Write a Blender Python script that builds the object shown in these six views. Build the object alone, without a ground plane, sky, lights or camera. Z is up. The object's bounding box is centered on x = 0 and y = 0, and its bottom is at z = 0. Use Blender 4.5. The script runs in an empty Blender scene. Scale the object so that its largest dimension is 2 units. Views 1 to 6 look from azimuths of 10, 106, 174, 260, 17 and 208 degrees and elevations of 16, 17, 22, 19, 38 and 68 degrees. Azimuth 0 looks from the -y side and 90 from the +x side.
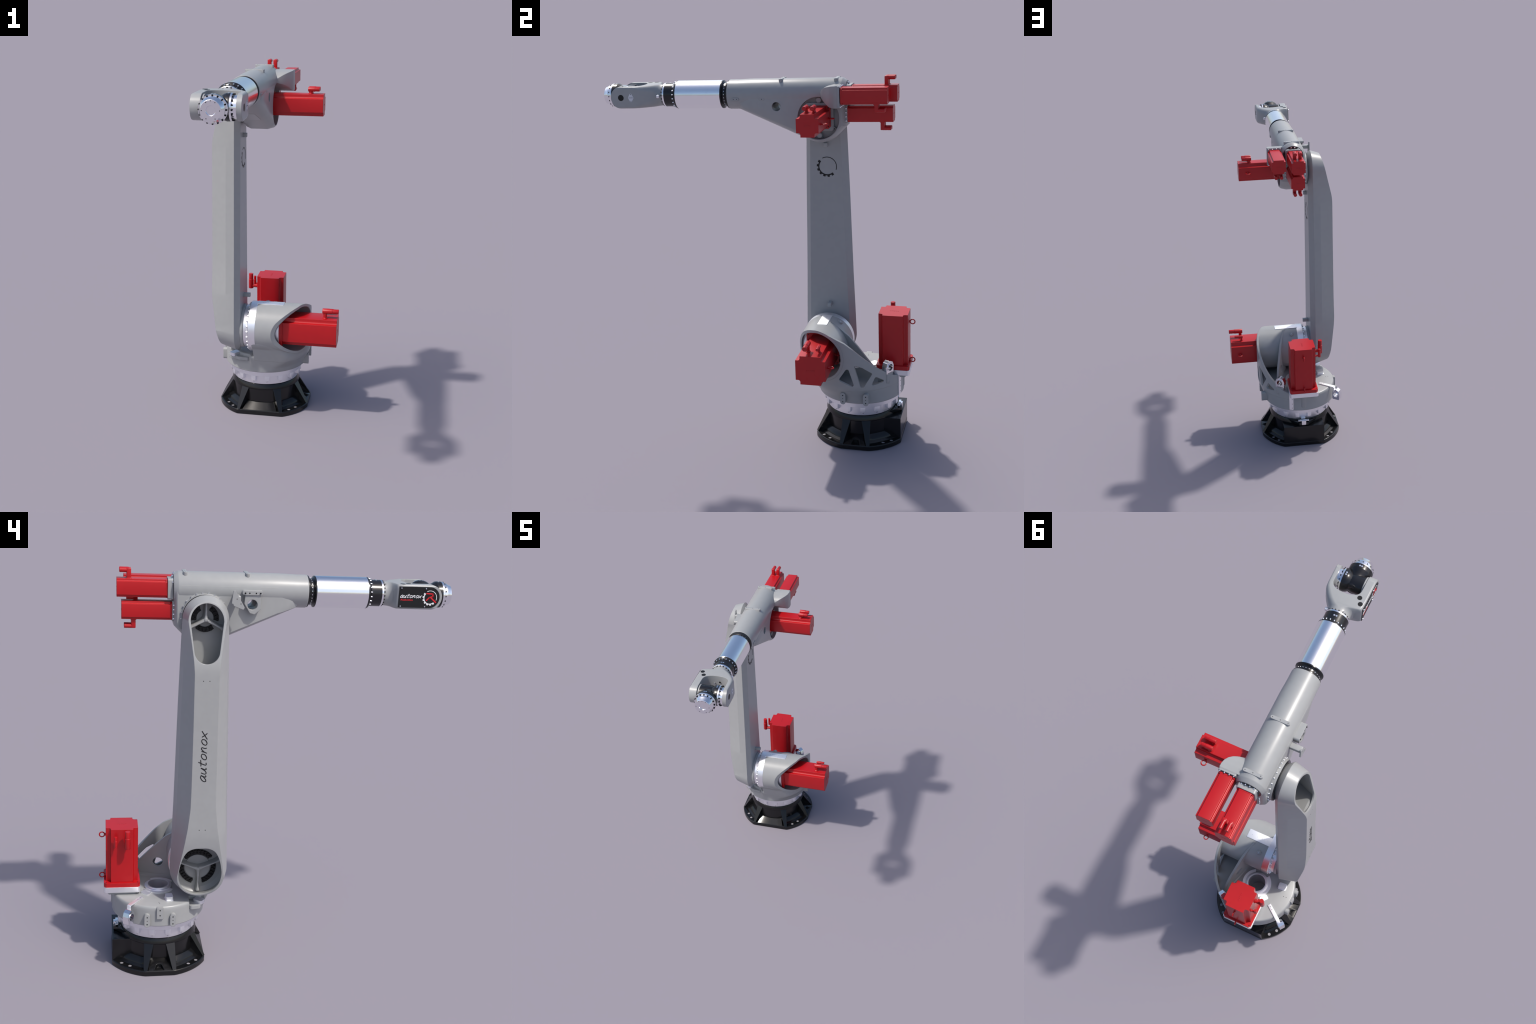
import bpy, bmesh, math
from math import sin, cos, pi, radians, sqrt, atan2, hypot
from mathutils import Vector, Matrix

# ------------------------------------------------------------------ frame
JX, JY = -0.0885, 0.55          # vertical slewing axis
SY, SZ = 0.360, 0.532           # shoulder axis (along x)
EY, EZ = 0.360, 1.792           # elbow axis (along x)
FX, FZ = -0.0880, 1.9105        # forearm axis (along y)
WY = -0.719                     # wrist bending axis (along x)

# ------------------------------------------------------------------ materials
def material(name, color, rough=0.4, metal=0.0, bevel=0.0, coat=0.0, spec=0.5,
             vary=0.0, scale=30.0, bump=0.0, bump_scale=600.0):
    m = bpy.data.materials.new(name); m.use_nodes = True
    nt = m.node_tree; b = nt.nodes["Principled BSDF"]
    b.inputs["Roughness"].default_value = rough
    b.inputs["Metallic"].default_value = metal
    b.inputs["Coat Weight"].default_value = coat
    b.inputs["Coat Roughness"].default_value = 0.15
    b.inputs["Specular IOR Level"].default_value = spec
    tc = nt.nodes.new("ShaderNodeTexCoord")
    nz = nt.nodes.new("ShaderNodeTexNoise"); nz.inputs["Scale"].default_value = scale
    nz.inputs["Detail"].default_value = 4
    nt.links.new(tc.outputs["Object"], nz.inputs["Vector"])
    rp = nt.nodes.new("ShaderNodeValToRGB")
    c = Vector(color)
    rp.color_ramp.elements[0].position = 0.3
    rp.color_ramp.elements[1].position = 0.7
    rp.color_ramp.elements[0].color = (*(c * (1 - vary)), 1)
    rp.color_ramp.elements[1].color = (*(c * (1 + vary)), 1)
    nt.links.new(nz.outputs["Fac"], rp.inputs["Fac"])
    nt.links.new(rp.outputs["Color"], b.inputs["Base Color"])
    nrm = None
    if bevel > 0:
        bv = nt.nodes.new("ShaderNodeBevel"); bv.samples = 4
        bv.inputs["Radius"].default_value = bevel
        nrm = bv.outputs["Normal"]
    if bump > 0:
        n2 = nt.nodes.new("ShaderNodeTexNoise"); n2.inputs["Scale"].default_value = bump_scale
        nt.links.new(tc.outputs["Object"], n2.inputs["Vector"])
        bp = nt.nodes.new("ShaderNodeBump"); bp.inputs["Strength"].default_value = bump
        bp.inputs["Distance"].default_value = 0.0004
        nt.links.new(n2.outputs["Fac"], bp.inputs["Height"])
        if nrm: nt.links.new(nrm, bp.inputs["Normal"])
        nrm = bp.outputs["Normal"]
    if nrm: nt.links.new(nrm, b.inputs["Normal"])
    return m

GREY  = material("grey_paint", (0.320, 0.325, 0.325), 0.34, bevel=0.004, vary=0.02, bump=0.04)
RED   = material("red_motor_paint", (0.43, 0.0045, 0.008), 0.36, bevel=0.0015, vary=0.02, spec=0.45)
BLACK = material("black_gloss_paint", (0.0055, 0.0055, 0.006), 0.2, bevel=0.003, vary=0.05, spec=0.45)
BLKMET= material("black_anodised", (0.010, 0.010, 0.012), 0.24, bevel=0.0015, vary=0.05)
ALU   = material("machined_aluminium", (0.90, 0.90, 0.93), 0.17, metal=1.0, vary=0.01)
SATIN = material("satin_cast_aluminium", (0.86, 0.86, 0.90), 0.42, metal=0.9, vary=0.012, bevel=0.0015)
BRUSH = material("brushed_aluminium", (0.90, 0.90, 0.93), 0.40, metal=1.0, vary=0.012)
STRIP = material("matt_aluminium", (0.92, 0.92, 0.94), 0.55, metal=1.0, vary=0.012)
POLISH= material("polished_tube", (0.95, 0.95, 0.97), 0.19, metal=1.0, vary=0.005)
STEEL = material("bright_screw", (0.82, 0.83, 0.86), 0.22, metal=1.0)
DARK  = material("dark_socket", (0.010, 0.010, 0.011), 0.45, spec=0.3)
HOLE  = material("bolt_hole_bottom", (0.28, 0.27, 0.29), 0.6)
INK   = material("black_print", (0.012, 0.012, 0.013), 0.45, spec=0.25)
WINK  = material("white_print", (0.74, 0.74, 0.75), 0.5)
RINK  = material("red_print", (0.62, 0.012, 0.02), 0.45)
BADGE = material("grey_badge", (0.62, 0.63, 0.68), 0.4, metal=0.3)

# ------------------------------------------------------------------ objects
root = bpy.data.objects.new("industrial_robot_arm", None)
root.empty_display_size = 0.1
root.location = (JX, JY, 0)
bpy.context.scene.collection.objects.link(root)
root["label"] = "grey six axis factory robot arm with red motors"
root["category"] = "robot arm"
ROOT_INV = Matrix.Translation((-JX, -JY, 0))

def link(o, parent=None):
    bpy.context.scene.collection.objects.link(o)
    if parent is None:
        o.parent = root; o.matrix_parent_inverse = ROOT_INV
    else:
        o.parent = parent
    return o

def finish(me, angle=32):
    me.shade_smooth()
    me.set_sharp_from_angle(angle=radians(angle))

def to_obj(name, bm, mat, parent=None, angle=32, doubles=True):
    if doubles: bmesh.ops.remove_doubles(bm, verts=bm.verts, dist=1e-6)
    bmesh.ops.recalc_face_normals(bm, faces=bm.faces)
    me = bpy.data.meshes.new(name); bm.to_mesh(me); bm.free()
    me.materials.append(mat); finish(me, angle)
    return link(bpy.data.objects.new(name, me), parent)

def axis_matrix(axis, origin=(0, 0, 0)):
    """local z -> axis"""
    z = Vector(axis).normalized()
    up = Vector((0, 0, 1)) if abs(z.z) < 0.9 else Vector((0, 1, 0))
    x = up.cross(z).normalized(); y = z.cross(x)
    m = Matrix((x, y, z)).transposed().to_4x4(); m.translation = Vector(origin)
    return m

def frame(origin, ex, ey, ez):
    m = Matrix((Vector(ex), Vector(ey), Vector(ez))).transposed().to_4x4()
    m.translation = Vector(origin); return m

def add_loft(bm, loops, cap0=True, cap1=True, closed=False):
    vs = [[bm.verts.new(p) for p in lp] for lp in loops]
    n = len(vs[0])
    rng = range(len(vs)) if closed else range(len(vs) - 1)
    for i in rng:
        a, b = vs[i], vs[(i + 1) % len(vs)]
        for j in range(n):
            k = (j + 1) % n
            try: bm.faces.new((a[j], a[k], b[k], b[j]))
            except ValueError: pass
    if not closed:
        if cap0: bm.faces.new(vs[0])
        if cap1: bm.faces.new(vs[-1])
    return vs

def add_lathe(bm, prof, mat4, segs=72):
    """prof: list of (r, h); axis = local z of mat4; r==0 allowed at ends"""
    loops = []
    for r, h in prof:
        r = max(r, 1e-5)
        loops.append([mat4 @ Vector((r * cos(2 * pi * i / segs), r * sin(2 * pi * i / segs), h)) for i in range(segs)])
    add_loft(bm, loops)

def lathe(name, prof, axis, origin, mat, parent=None, segs=72, angle=32):
    bm = bmesh.new(); add_lathe(bm, prof, axis_matrix(axis, origin), segs)
    return to_obj(name, bm, mat, parent, angle)

def add_tube(bm, prof, mat4, segs=72):
    """closed revolved ring: prof is a closed polygon in (r,h)"""
    loops = [[mat4 @ Vector((r * cos(2 * pi * i / segs), r * sin(2 * pi * i / segs), h)) for i in range(segs)] for r, h in prof]
    add_loft(bm, loops, closed=True)

def add_prism(bm, poly, mat4, h0, h1):
    add_loft(bm, [[mat4 @ Vector((x, y, h)) for x, y in poly] for h in (h0, h1)])

def add_box(bm, c, s, mat4=None, bevel=0.0):
    m = mat4 or Matrix()
    r = bmesh.ops.create_cube(bm, size=1.0)
    vs = r["verts"]
    for v in vs: v.co = Vector((v.co.x * s[0], v.co.y * s[1], v.co.z * s[2])) + Vector(c)
    if bevel > 0:
        es = list({e for v in vs for e in v.link_edges})
        rb = bmesh.ops.bevel(bm, geom=es, offset=bevel, segments=3, affect='EDGES', profile=0.5)
        vs = list({v for f in rb["faces"] for v in f.verts} | {v for v in vs if v.is_valid})
    for v in vs:
        if v.is_valid: v.co = m @ v.co

def rounded_rect(w, h, r, n=6):
    pts = []
    for cx, cy, a0 in ((w - r, h - r, 0), (-w + r, h - r, 90), (-w + r, -h + r, 180), (w - r, -h + r, 270)):
        for i in range(n + 1):
            a = radians(a0 + 90 * i / n); pts.append((cx + r * cos(a), cy + r * sin(a)))
    return pts

def round_poly(pts, r, n=6):
    out = []
    N = len(pts)
    for i in range(N):
        p = Vector(pts[i]); a = Vector(pts[i - 1]); b = Vector(pts[(i + 1) % N])
        rr = r[i] if isinstance(r, (list, tuple)) else r
        u = (a - p).normalized(); v = (b - p).normalized()
        ang = u.angle(v)
        if rr <= 0 or ang > pi - 0.01: out.append(tuple(p)); continue
        d = min(rr / math.tan(ang / 2), 0.48 * (a - p).length, 0.48 * (b - p).length)
        rad = d * math.tan(ang / 2)
        c = p + (u + v).normalized() * (rad / sin(ang / 2))
        s = p + u * d; e = p + v * d
        a0 = atan2(s.y - c.y, s.x - c.x); a1 = atan2(e.y - c.y, e.x - c.x)
        da = (a1 - a0 + pi) % (2 * pi) - pi
        for k in range(n + 1):
            t = a0 + da * k / n
            out.append((c.x + rad * cos(t), c.y + rad * sin(t)))
    return out

def boolean(obj, cutters, op='DIFFERENCE'):
    """cutters: list of bmesh; applied one by one"""
    for cb in cutters:
        bmesh.ops.remove_doubles(cb, verts=cb.verts, dist=1e-6)
        bmesh.ops.recalc_face_normals(cb, faces=cb.faces)
        me = bpy.data.meshes.new("cut"); cb.to_mesh(me); cb.free()
        co = bpy.data.objects.new("cut", me); bpy.context.scene.collection.objects.link(co)
        md = obj.modifiers.new("b", 'BOOLEAN'); md.operation = op; md.object = co; md.solver = 'EXACT'
        dg = bpy.context.evaluated_depsgraph_get()
        new = bpy.data.meshes.new_from_object(obj.evaluated_get(dg))
        obj.modifiers.clear(); obj.data = new
        bpy.data.objects.remove(co); bpy.data.meshes.remove(me)
    finish(obj.data)
    return obj

def cutter(fn):
    b = bmesh.new(); fn(b); return b

YZ = Matrix(((0, 0, 1, 0), (1, 0, 0, 0), (0, 1, 0, 0), (0, 0, 0, 1)))   # local (x,y,h) -> world (h, x, y)
XZ = Matrix(((1, 0, 0, 0), (0, 0, 1, 0), (0, 1, 0, 0), (0, 0, 0, 1)))   # local (x,y,h) -> world (x, h, y)
XY = Matrix()

def circle(cx, cy, r, n=64, a0=0, a1=360):
    full = abs(a1 - a0) >= 360
    m = n if full else n - 1
    return [(cx + r * cos(radians(a0 + (a1 - a0) * i / m)), cy + r * sin(radians(a0 + (a1 - a0) * i / m))) for i in range(n)]

def smooth(t):
    t = max(0.0, min(1.0, t)); return t * t * (3 - 2 * t)

def interp(x, pts):
    if x <= pts[0][0]: return pts[0][1]
    for (a, fa), (b, fb) in zip(pts, pts[1:]):
        if x <= b: return fa + (fb - fa) * (x - a) / (b - a)
    return pts[-1][1]

# --- shared small hardware
def mesh_from(fn, name, mat):
    bm = bmesh.new(); fn(bm)
    bmesh.ops.remove_doubles(bm, verts=bm.verts, dist=1e-6)
    bmesh.ops.recalc_face_normals(bm, faces=bm.faces)
    me = bpy.data.meshes.new(name); bm.to_mesh(me); bm.free(); me.materials.append(mat); finish(me)
    return me

def bolt_mesh(r, h, mat, name):
    return mesh_from(lambda b: add_lathe(b, [(0, -h), (r, -h), (r, h * 0.7), (r * 0.8, h), (r * 0.5, h), (r * 0.5, h * 0.45), (0, h * 0.45)], Matrix(), 14), name, mat)

BOLT_STEEL = bolt_mesh(0.0036, 0.004, STEEL, "bolt_steel")
BOLT_STEEL_S = bolt_mesh(0.0026, 0.003, STEEL, "bolt_steel_small")
BOLT_BLACK = bolt_mesh(0.0036, 0.004, DARK, "bolt_black")
BOLT_ALU = bolt_mesh(0.0055, 0.006, ALU, "bolt_large")

def put(me, name, pos, axis, parent):
    o = bpy.data.objects.new(name, me)
    o.matrix_world = axis_matrix(axis, pos)
    bpy.context.scene.collection.objects.link(o)
    o.parent = parent
    return o

def bolt_ring(me, name, n, r, axis, origin, parent, phase=0.0, radial=False):
    m = axis_matrix(axis, origin)
    for i in range(n):
        a = 2 * pi * i / n + phase
        p = m @ Vector((r * cos(a), r * sin(a), 0))
        d = (m.to_3x3() @ Vector((cos(a), sin(a), 0))) if radial else Vector(axis)
        put(me, name, p, d, parent)

# ================================================================== BASE
def plate_outline(R=0.272, cx=0.2615, cy=0.238, n=160):
    pts = []
    for i in range(n):
        a = 2 * pi * i / n
        x, y = R * cos(a), R * sin(a)
        pts.append((max(-cx, min(cx, x)), max(-cy, min(cy, y))))
    # exact corner points keep the flats straight
    return [(JX + x, JY + y) for x, y in pts]

bm = bmesh.new()
o0 = plate_outline()
def shrink(pts, d): return [(JX + (x - JX) * (1 - d), JY + (y - JY) * (1 - d)) for x, y in pts]
add_loft(bm, [[(x, y, 0.0) for x, y in o0], [(x, y, 0.022) for x, y in o0], [(x, y, 0.026) for x, y in shrink(o0, 0.012)]])
base = to_obj("base", bm, BLACK)
# bolt holes of the foot plate
hole_pos = []
for sx in (-1, 1):
    for sy in (-1, 1):
        hole_pos += [(JX + sx * 0.1985, JY + sy * 0.149), (JX + sx * 0.166, JY + sy * 0.190)]
    hole_pos.append((JX + sx * 0.248, JY + 0.004))
boolean(base, [cutter(lambda b: [add_prism(b, circle(x, y, 0.0095, 20), XY, -0.01, 0.05) for x, y in hole_pos])])
for i, (x, y) in enumerate(hole_pos):
    lathe("hole_floor", [(0, 0.001), (0.0100, 0.001), (0.0100, 0.023), (0.0, 0.023)], (0, 0, 1), (x, y, 0), HOLE, base, 20)

# pedestal drum with chamfered shoulder
lathe("pedestal", [(0.0, 0.02), (0.1965, 0.02), (0.1965, 0.140), (0.2000, 0.143), (0.2000, 0.147), (0.1885, 0.170), (0.160, 0.173), (0, 0.173)],
      (0, 0, 1), (JX, JY, 0), BLACK, base, 128)

# gusset ribs
def rib(ang_deg, r_out):
    a = radians(ang_deg)
    er = Vector((cos(a), sin(a), 0)); et = Vector((-sin(a), cos(a), 0)); c = Vector((JX, JY, 0))
    bm = bmesh.new()
    wt, wb = 0.0245, 0.0095
    def P(r, t, z): return c + er * r + et * t + Vector((0, 0, z))
    top = [P(0.15, -wt, 0.144), P(0.15, wt, 0.144), P(0.197, wt, 0.144), P(0.197, -wt, 0.144)]
    bot = [P(0.15, -wb - 0.012, 0.01), P(0.15, wb + 0.012, 0.01), P(r_out - 0.004, wb, 0.024), P(r_out - 0.004, -wb, 0.024)]
    add_loft(bm, [bot, top])
    return to_obj("gusset", bm, BLACK, base)
for a in (16, -16, 164, -164, -62, -118):
    rib(a, 0.272)

# sloping skirts between the gussets
def skirt(a0, a1, arch=False, hole_c=None):
    bm = bmesh.new()
    n = 24
    lo, hi, inn = [], [], []
    for i in range(n + 1):
        a = radians(a0 + (a1 - a0) * i / n)
        dx, dy = cos(a), sin(a)
        r = min(0.270, 0.2595 / max(abs(dx), 1e-6), 0.236 / max(abs(dy), 1e-6))
        lo.append((JX + r * dx, JY + r * dy, 0.0262)); hi.append((JX + 0.201 * dx, JY + 0.201 * dy, 0.062))
        inn.append((JX + 0.18 * dx, JY + 0.18 * dy, 0.062))
    for i in range(n):
        for A, B in ((lo, hi), (hi, inn)):
            bm.faces.new([bm.verts.new(p) for p in (A[i], A[i + 1], B[i + 1], B[i])])
    fl = [(p[0], p[1], 0.01) for p in lo]; il = [(p[0], p[1], 0.01) for p in inn]
    for i in range(n):
        bm.faces.new([bm.verts.new(p) for p in (fl[i], fl[i + 1], lo[i + 1], lo[i])])
        bm.faces.new([bm.verts.new(p) for p in (il[i], il[i + 1], inn[i + 1], inn[i])])
        bm.faces.new([bm.verts.new(p) for p in (il[i], il[i + 1], fl[i + 1], fl[i])])
    for k in (0, n):
        bm.faces.new([bm.verts.new(p) for p in (fl[k], lo[k], hi[k], inn[k], il[k])])
    ob = to_obj("skirt", bm, BLACK, base)
    if arch:
        sx = 1 if hole_c[0] > JX else -1
        poly = round_poly([(-0.034, 0.03 * 1), (-0.012, -0.022), (0.012, -0.022), (0.034, 0.03)], 0.014)
        pts = [(hole_c[0] + sx * v, hole_c[1] + u) for u, v in poly]
        boolean(ob, [cutter(lambda b: add_prism(b, pts, XY, 0.0268, 0.2))])
    return ob
skirt(-113, -67)
skirt(-13, 13, True, (JX + 0.248, JY + 0.004))
skirt(167, 193, True, (JX - 0.248, JY + 0.004))
# terraced ramps in the diagonal corners
def corner_ramp(a0, a1):
    bm = bmesh.new(); n = 22
    prof = [(0.18, 0.010), (0.236, 0.010), (0.2355, 0.027), (0.222, 0.036), (0.219, 0.046), (0.199, 0.064), (0.18, 0.064)]
    loops = []
    for i in range(n + 1):
        t = i / n; a = radians(a0 + (a1 - a0) * t)
        k = 1 + 0.10 * (abs(2 * t - 1) ** 1.6)      # swings out towards the gussets
        loops.append([(JX + (0.18 + (r - 0.18) * k) * cos(a), JY + (0.18 + (r - 0.18) * k) * sin(a), z) for r, z in prof])
    add_loft(bm, loops)
    return to_obj("corner_ramp", bm, BLACK, base)
corner_ramp(19, 56); corner_ramp(124, 161); corner_ramp(-59, -19); corner_ramp(-161, -121)

# cable box at the rear of the pedestal
bm = bmesh.new()
bx = 0.134
add_prism(bm, [(JX - bx, JY + 0.10), (JX + bx, JY + 0.10), (JX + bx, JY + 0.2365), (JX - bx, JY + 0.2365)], XY, 0.003, 0.1435)
rear_box = to_obj("cable_box", bm, BLACK, base)
# pointed stop flange and stop block on its tip
bm = bmesh.new()
add_prism(bm, round_poly([(JX - 0.165, JY + 0.06), (JX + 0.165, JY + 0.06), (JX + 0.165, JY + 0.10), (JX + 0.03, JY + 0.229), (JX - 0.03, JY + 0.229), (JX - 0.165, JY + 0.10)], 0.006), XY, 0.146, 0.166)
to_obj("stop_flange", bm, BLACK, base)
bm = bmesh.new()
add_box(bm, (-0.0885, 0.7705, 0.1635), (0.03, 0.018, 0.034), bevel=0.002)
add_box(bm, (-0.0885, 0.762, 0.174), (0.072, 0.014, 0.009), bevel=0.002)
add_box(bm, (-0.0885, 0.738, 0.176), (0.03, 0.022, 0.022), bevel=0.005)
to_obj("stop_block", bm, ALU, base)

# ================================================================== SLEWING RING
bm = bmesh.new()
R = Matrix.Translation((JX, JY, 0))
add_tube(bm, [(0.0582, 0.1735), (0.186, 0.1735), (0.1895, 0.1735), (0.1910, 0.179), (0.1910, 0.226), (0.2085, 0.228), (0.2105, 0.263), (0.0582, 0.263)], R, 128)
ring = to_obj("slewing_ring", bm, SATIN)
tabm = mesh_from(lambda b: add_box(b, (0, 0, 0), (0.0215, 0.027, 0.033), None, 0.0012), "ring_tab", SATIN)
for i in range(16):
    a = radians(11.25 + 22.5 * i)
    o = bpy.data.objects.new("ring_tab", tabm)
    o.matrix_world = R @ Matrix.Rotation(a, 4, 'Z') @ Matrix.Translation((0.1975, 0, 0.2135))
    bpy.context.scene.collection.objects.link(o); o.parent = ring
for i in range(16):
    a = radians(11.25 + 22.5 * i)
    put(BOLT_STEEL, "bolt", (JX + 0.203 * cos(a), JY + 0.203 * sin(a), 0.194), (0, 0, -1), ring)

# ================================================================== COLUMN
UCX, UCY, UR = -0.0925, 0.503, 0.274      # upper wall of the column, offset towards the shoulder
def upper_radius(th):
    dx, dy = cos(th), sin(th)
    ox, oy = JX - UCX, JY - UCY
    b = ox * dx + oy * dy; c = ox * ox + oy * oy - UR * UR
    return -b + sqrt(b * b - c)
def side_weight(thd):
    # 1 on the shoulder side (+x and front), fading out behind and on the arm side
    if thd < -90: return smooth((thd + 106) / 11.0)
    if thd > 70: return 1 - smooth((thd - 70) / 30.0)
    return 1.0
def wall_r(thd, z):
    s = smooth((z - 0.264) / 0.118)
    up = max(0.236, upper_radius(radians(thd)))
    r = 0.236 + (up - 0.236) * s * side_weight(thd)
    sn = sin(radians(thd))
    if sn < -0.2:                       # below the drum the front follows the drum's own curve
        dz = min(abs(SZ - z), 0.1419) if z < SZ else 0.0
        yd = min(SY - sqrt(0.142 ** 2 - dz * dz), 0.314, 0.314 - (z - 0.295) * 0.38)
        lim = (JY - yd + 0.002) / -sn
        lim = max(lim, 0.236)
        k = 0.012                       # soft minimum
        h = max(k - abs(r - lim), 0.0) / k
        r = min(r, lim) - h * h * k * 0.25
        r = max(r, 0.2355)
    return r

DECK = 0.372
bm = bmesh.new()
ths = [-180 + 2.5 * i for i in range(144)]
loops = []
for z, off in ((0.2635, 0.012), (0.2635, 0.003), (0.2665, 0.0), (0.285, 0), (0.30, 0), (0.315, 0), (0.33, 0), (0.345, 0), (0.358, 0.0), (0.366, 0.002), (0.370, 0.005), (DECK, 0.010)):
    loops.append([(JX + (wall_r(t, z) - off) * cos(radians(t)), JY + (wall_r(t, z) - off) * sin(radians(t)), z) for t in ths])
add_loft(bm, loops)
column = to_obj("rotating_column", bm, GREY, angle=40)
# central cable bore
boolean(column, [cutter(lambda b: add_prism(b, circle(JX, JY, 0.058, 64), XY, 0.1, 0.5)),
                 # step in the front left corner, below the arm
                 cutter(lambda b: add_prism(b, round_poly([(-0.60, 0.10), (-0.255, 0.10), (-0.205, 0.404), (-0.60, 0.404)], 0.012), XY, 0.351, 0.5))])

# outer wall sweeping from the drum down to the rear
EDGE = [(0.20, 0.52), (0.24, 0.57), (0.30, 0.655), (0.36, 0.671), (0.43, 0.657), (0.506, 0.624), (0.55, 0.590), (0.584, 0.558), (0.64, 0.506), (0.695, 0.453), (0.745, 0.403), (0.775, 0.376), (0.80, 0.370)]
bm = bmesh.new()
N, K = 96, 26
grid_o, grid_i = [], []
for i in range(N + 1):
    t = -96 + (84 + 96) * i / N
    th = radians(t)
    y_here = JY + upper_radius(th) * sin(th)
    ztop = interp(y_here, EDGE)
    if t < -62: ztop = 0.485 + (ztop - 0.485) * smooth((t + 84) / 22.0)
    co, ci = [], []
    for k in range(K + 1):
        z = 0.345 + (max(ztop, 0.362) - 0.345) * k / K
        r = wall_r(t, z) + 0.0007
        co.append((JX + r * cos(th), JY + r * sin(th), z))
        ri = r - 0.014
        ci.append((JX + ri * cos(th), JY + ri * sin(th), z))
    grid_o.append(co); grid_i.append(ci)
vo = [[bm.verts.new(p) for p in c] for c in grid_o]
vi = [[bm.verts.new(p) for p in c] for c in grid_i]
for i in range(N):
    for k in range(K):
        bm.faces.new((vo[i][k], vo[i + 1][k], vo[i + 1][k + 1], vo[i][k + 1]))
        bm.faces.new((vi[i][k], vi[i][k + 1], vi[i + 1][k + 1], vi[i + 1][k]))
    bm.faces.new((vo[i][K], vo[i + 1][K], vi[i + 1][K], vi[i][K]))
    bm.faces.new((vo[i][0], vi[i][0], vi[i + 1][0], vo[i + 1][0]))
for i in (0, N):
    bm.faces.new([vo[i][k] for k in range(K + 1)] + [vi[i][k] for k in range(K, -1, -1)])
wall = to_obj("side_wall", bm, GREY, column, angle=40)
BORE = 0.1265
boolean(wall, [
    cutter(lambda b: add_prism(b, circle(SY, SZ, BORE, 96), YZ, -0.032, 0.4)),
    cutter(lambda b: add_prism(b, round_poly([(0.524, 0.492), (0.472, 0.412), (0.560, 0.371)], 0.010), YZ, 0.10, 0.4)),
    cutter(lambda b: add_prism(b, round_poly([(0.556, 0.503), (0.600, 0.486), (0.650, 0.446), (0.605, 0.371), (0.590, 0.371)], [0.006, 0.004, 0.008, 0.010, 0.010]), YZ, 0.08, 0.4)),
    cutter(lambda b: add_prism(b, round_poly([(0.664, 0.426), (0.712, 0.386), (0.643, 0.374)], 0.007), YZ, 0.05, 0.4)),
])

# shoulder drum: horizontal cylinder trimmed by the column wall
DR = 0.1420
bm = bmesh.new()
add_lathe(bm, [(0, -0.12), (DR, -0.12), (DR, 0.30), (0, 0.30)], axis_matrix((1, 0, 0), (0, SY, SZ)), 128)
drum = to_obj("shoulder_drum", bm, GREY, column, angle=40)
trim = circle(UCX, UCY, UR + 0.002, 100, 90, -30)
trim += [(0.128, 0.3270), (0.105, 0.3000), (0.080, 0.2760), (0.055, 0.2570), (0.032, 0.2430), (0.012, 0.2320), (-0.010, 0.2180), (-0.05, 0.190), (-0.3, 0.15), (-0.3, 0.78)]
boolean(drum, [cutter(lambda b: add_prism(b, trim, XY, 0.2, 0.9))], 'INTERSECT')
boolean(drum, [cutter(lambda b: add_prism(b, circle(SY, SZ, BORE + 0.001, 96), YZ, -0.030, 0.5)),
               # flat for the name strip on top
               cutter(lambda b: add_box(b, (-0.0125, 0.360, SZ + DR + 0.0485), (0.225, 0.056, 0.1)))])
# bright strip on the flat
bm = bmesh.new(); add_box(bm, (-0.030, 0.360, SZ + DR - 0.0008), (0.150, 0.054, 0.003), bevel=0.0006)
strip = to_obj("name_strip", bm, STRIP, column)
for x in (0.02, -0.015, -0.045, -0.06, -0.075):
    put(BOLT_STEEL_S, "screw", (x, 0.362, SZ + DR - 0.0022), (0, 0, 1), strip)

# motor seat inside the drum
lathe("motor_seat", [(0, -0.033), (0.1255, -0.033), (0.1255, -0.012), (0.112, -0.010), (0.112, 0.030), (0.0, 0.030)], (1, 0, 0), (0, SY, SZ), SATIN, column, 64)

# inner web between drum and rear deck
bm = bmesh.new()
WP = [(0.400, -0.012), (0.455, 0.010), (0.505, 0.025), (0.560, 0.040), (0.610, 0.055), (0.650, 0.063), (0.690, 0.066), (0.715, 0.063)]
WT = [(0.40, 0.672), (0.455, 0.642), (0.505, 0.608), (0.556, 0.556), (0.60, 0.506), (0.65, 0.449), (0.69, 0.398), (0.715, 0.380), (0.73, 0.376)]
NN = 40
loops = []
for i in range(NN + 1):
    y = 0.40 + 0.330 * i / NN
    x = interp(y, WP); zt = interp(y, WT); w = 0.0075
    loops.append([(x - w, y, 0.365), (x + w, y, 0.365), (x + w, y, zt), (x - w, y, zt)])
add_loft(bm, loops)
web = to_obj("inner_web", bm, GREY, column, angle=40)
boolean(web, [cutter(lambda b: add_prism(b, circle(0.545, 0.455, 0.026, 40), YZ, -0.1, 0.2))])
# flare where the web meets the deck
bm = bmesh.new()
loops = []
for i in range(13):
    t = i / 12; y = 0.45 + 0.22 * t; x = interp(y, WP)
    loops.append([(x - 0.03, y, 0.368), (x + 0.03, y, 0.368), (x + 0.010, y, 0.374), (x + 0.0078, y, 0.386), (x - 0.0078, y, 0.386), (x - 0.010, y, 0.374)])
add_loft(bm, loops); to_obj("web_foot", bm, GREY, column, angle=50)
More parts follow.
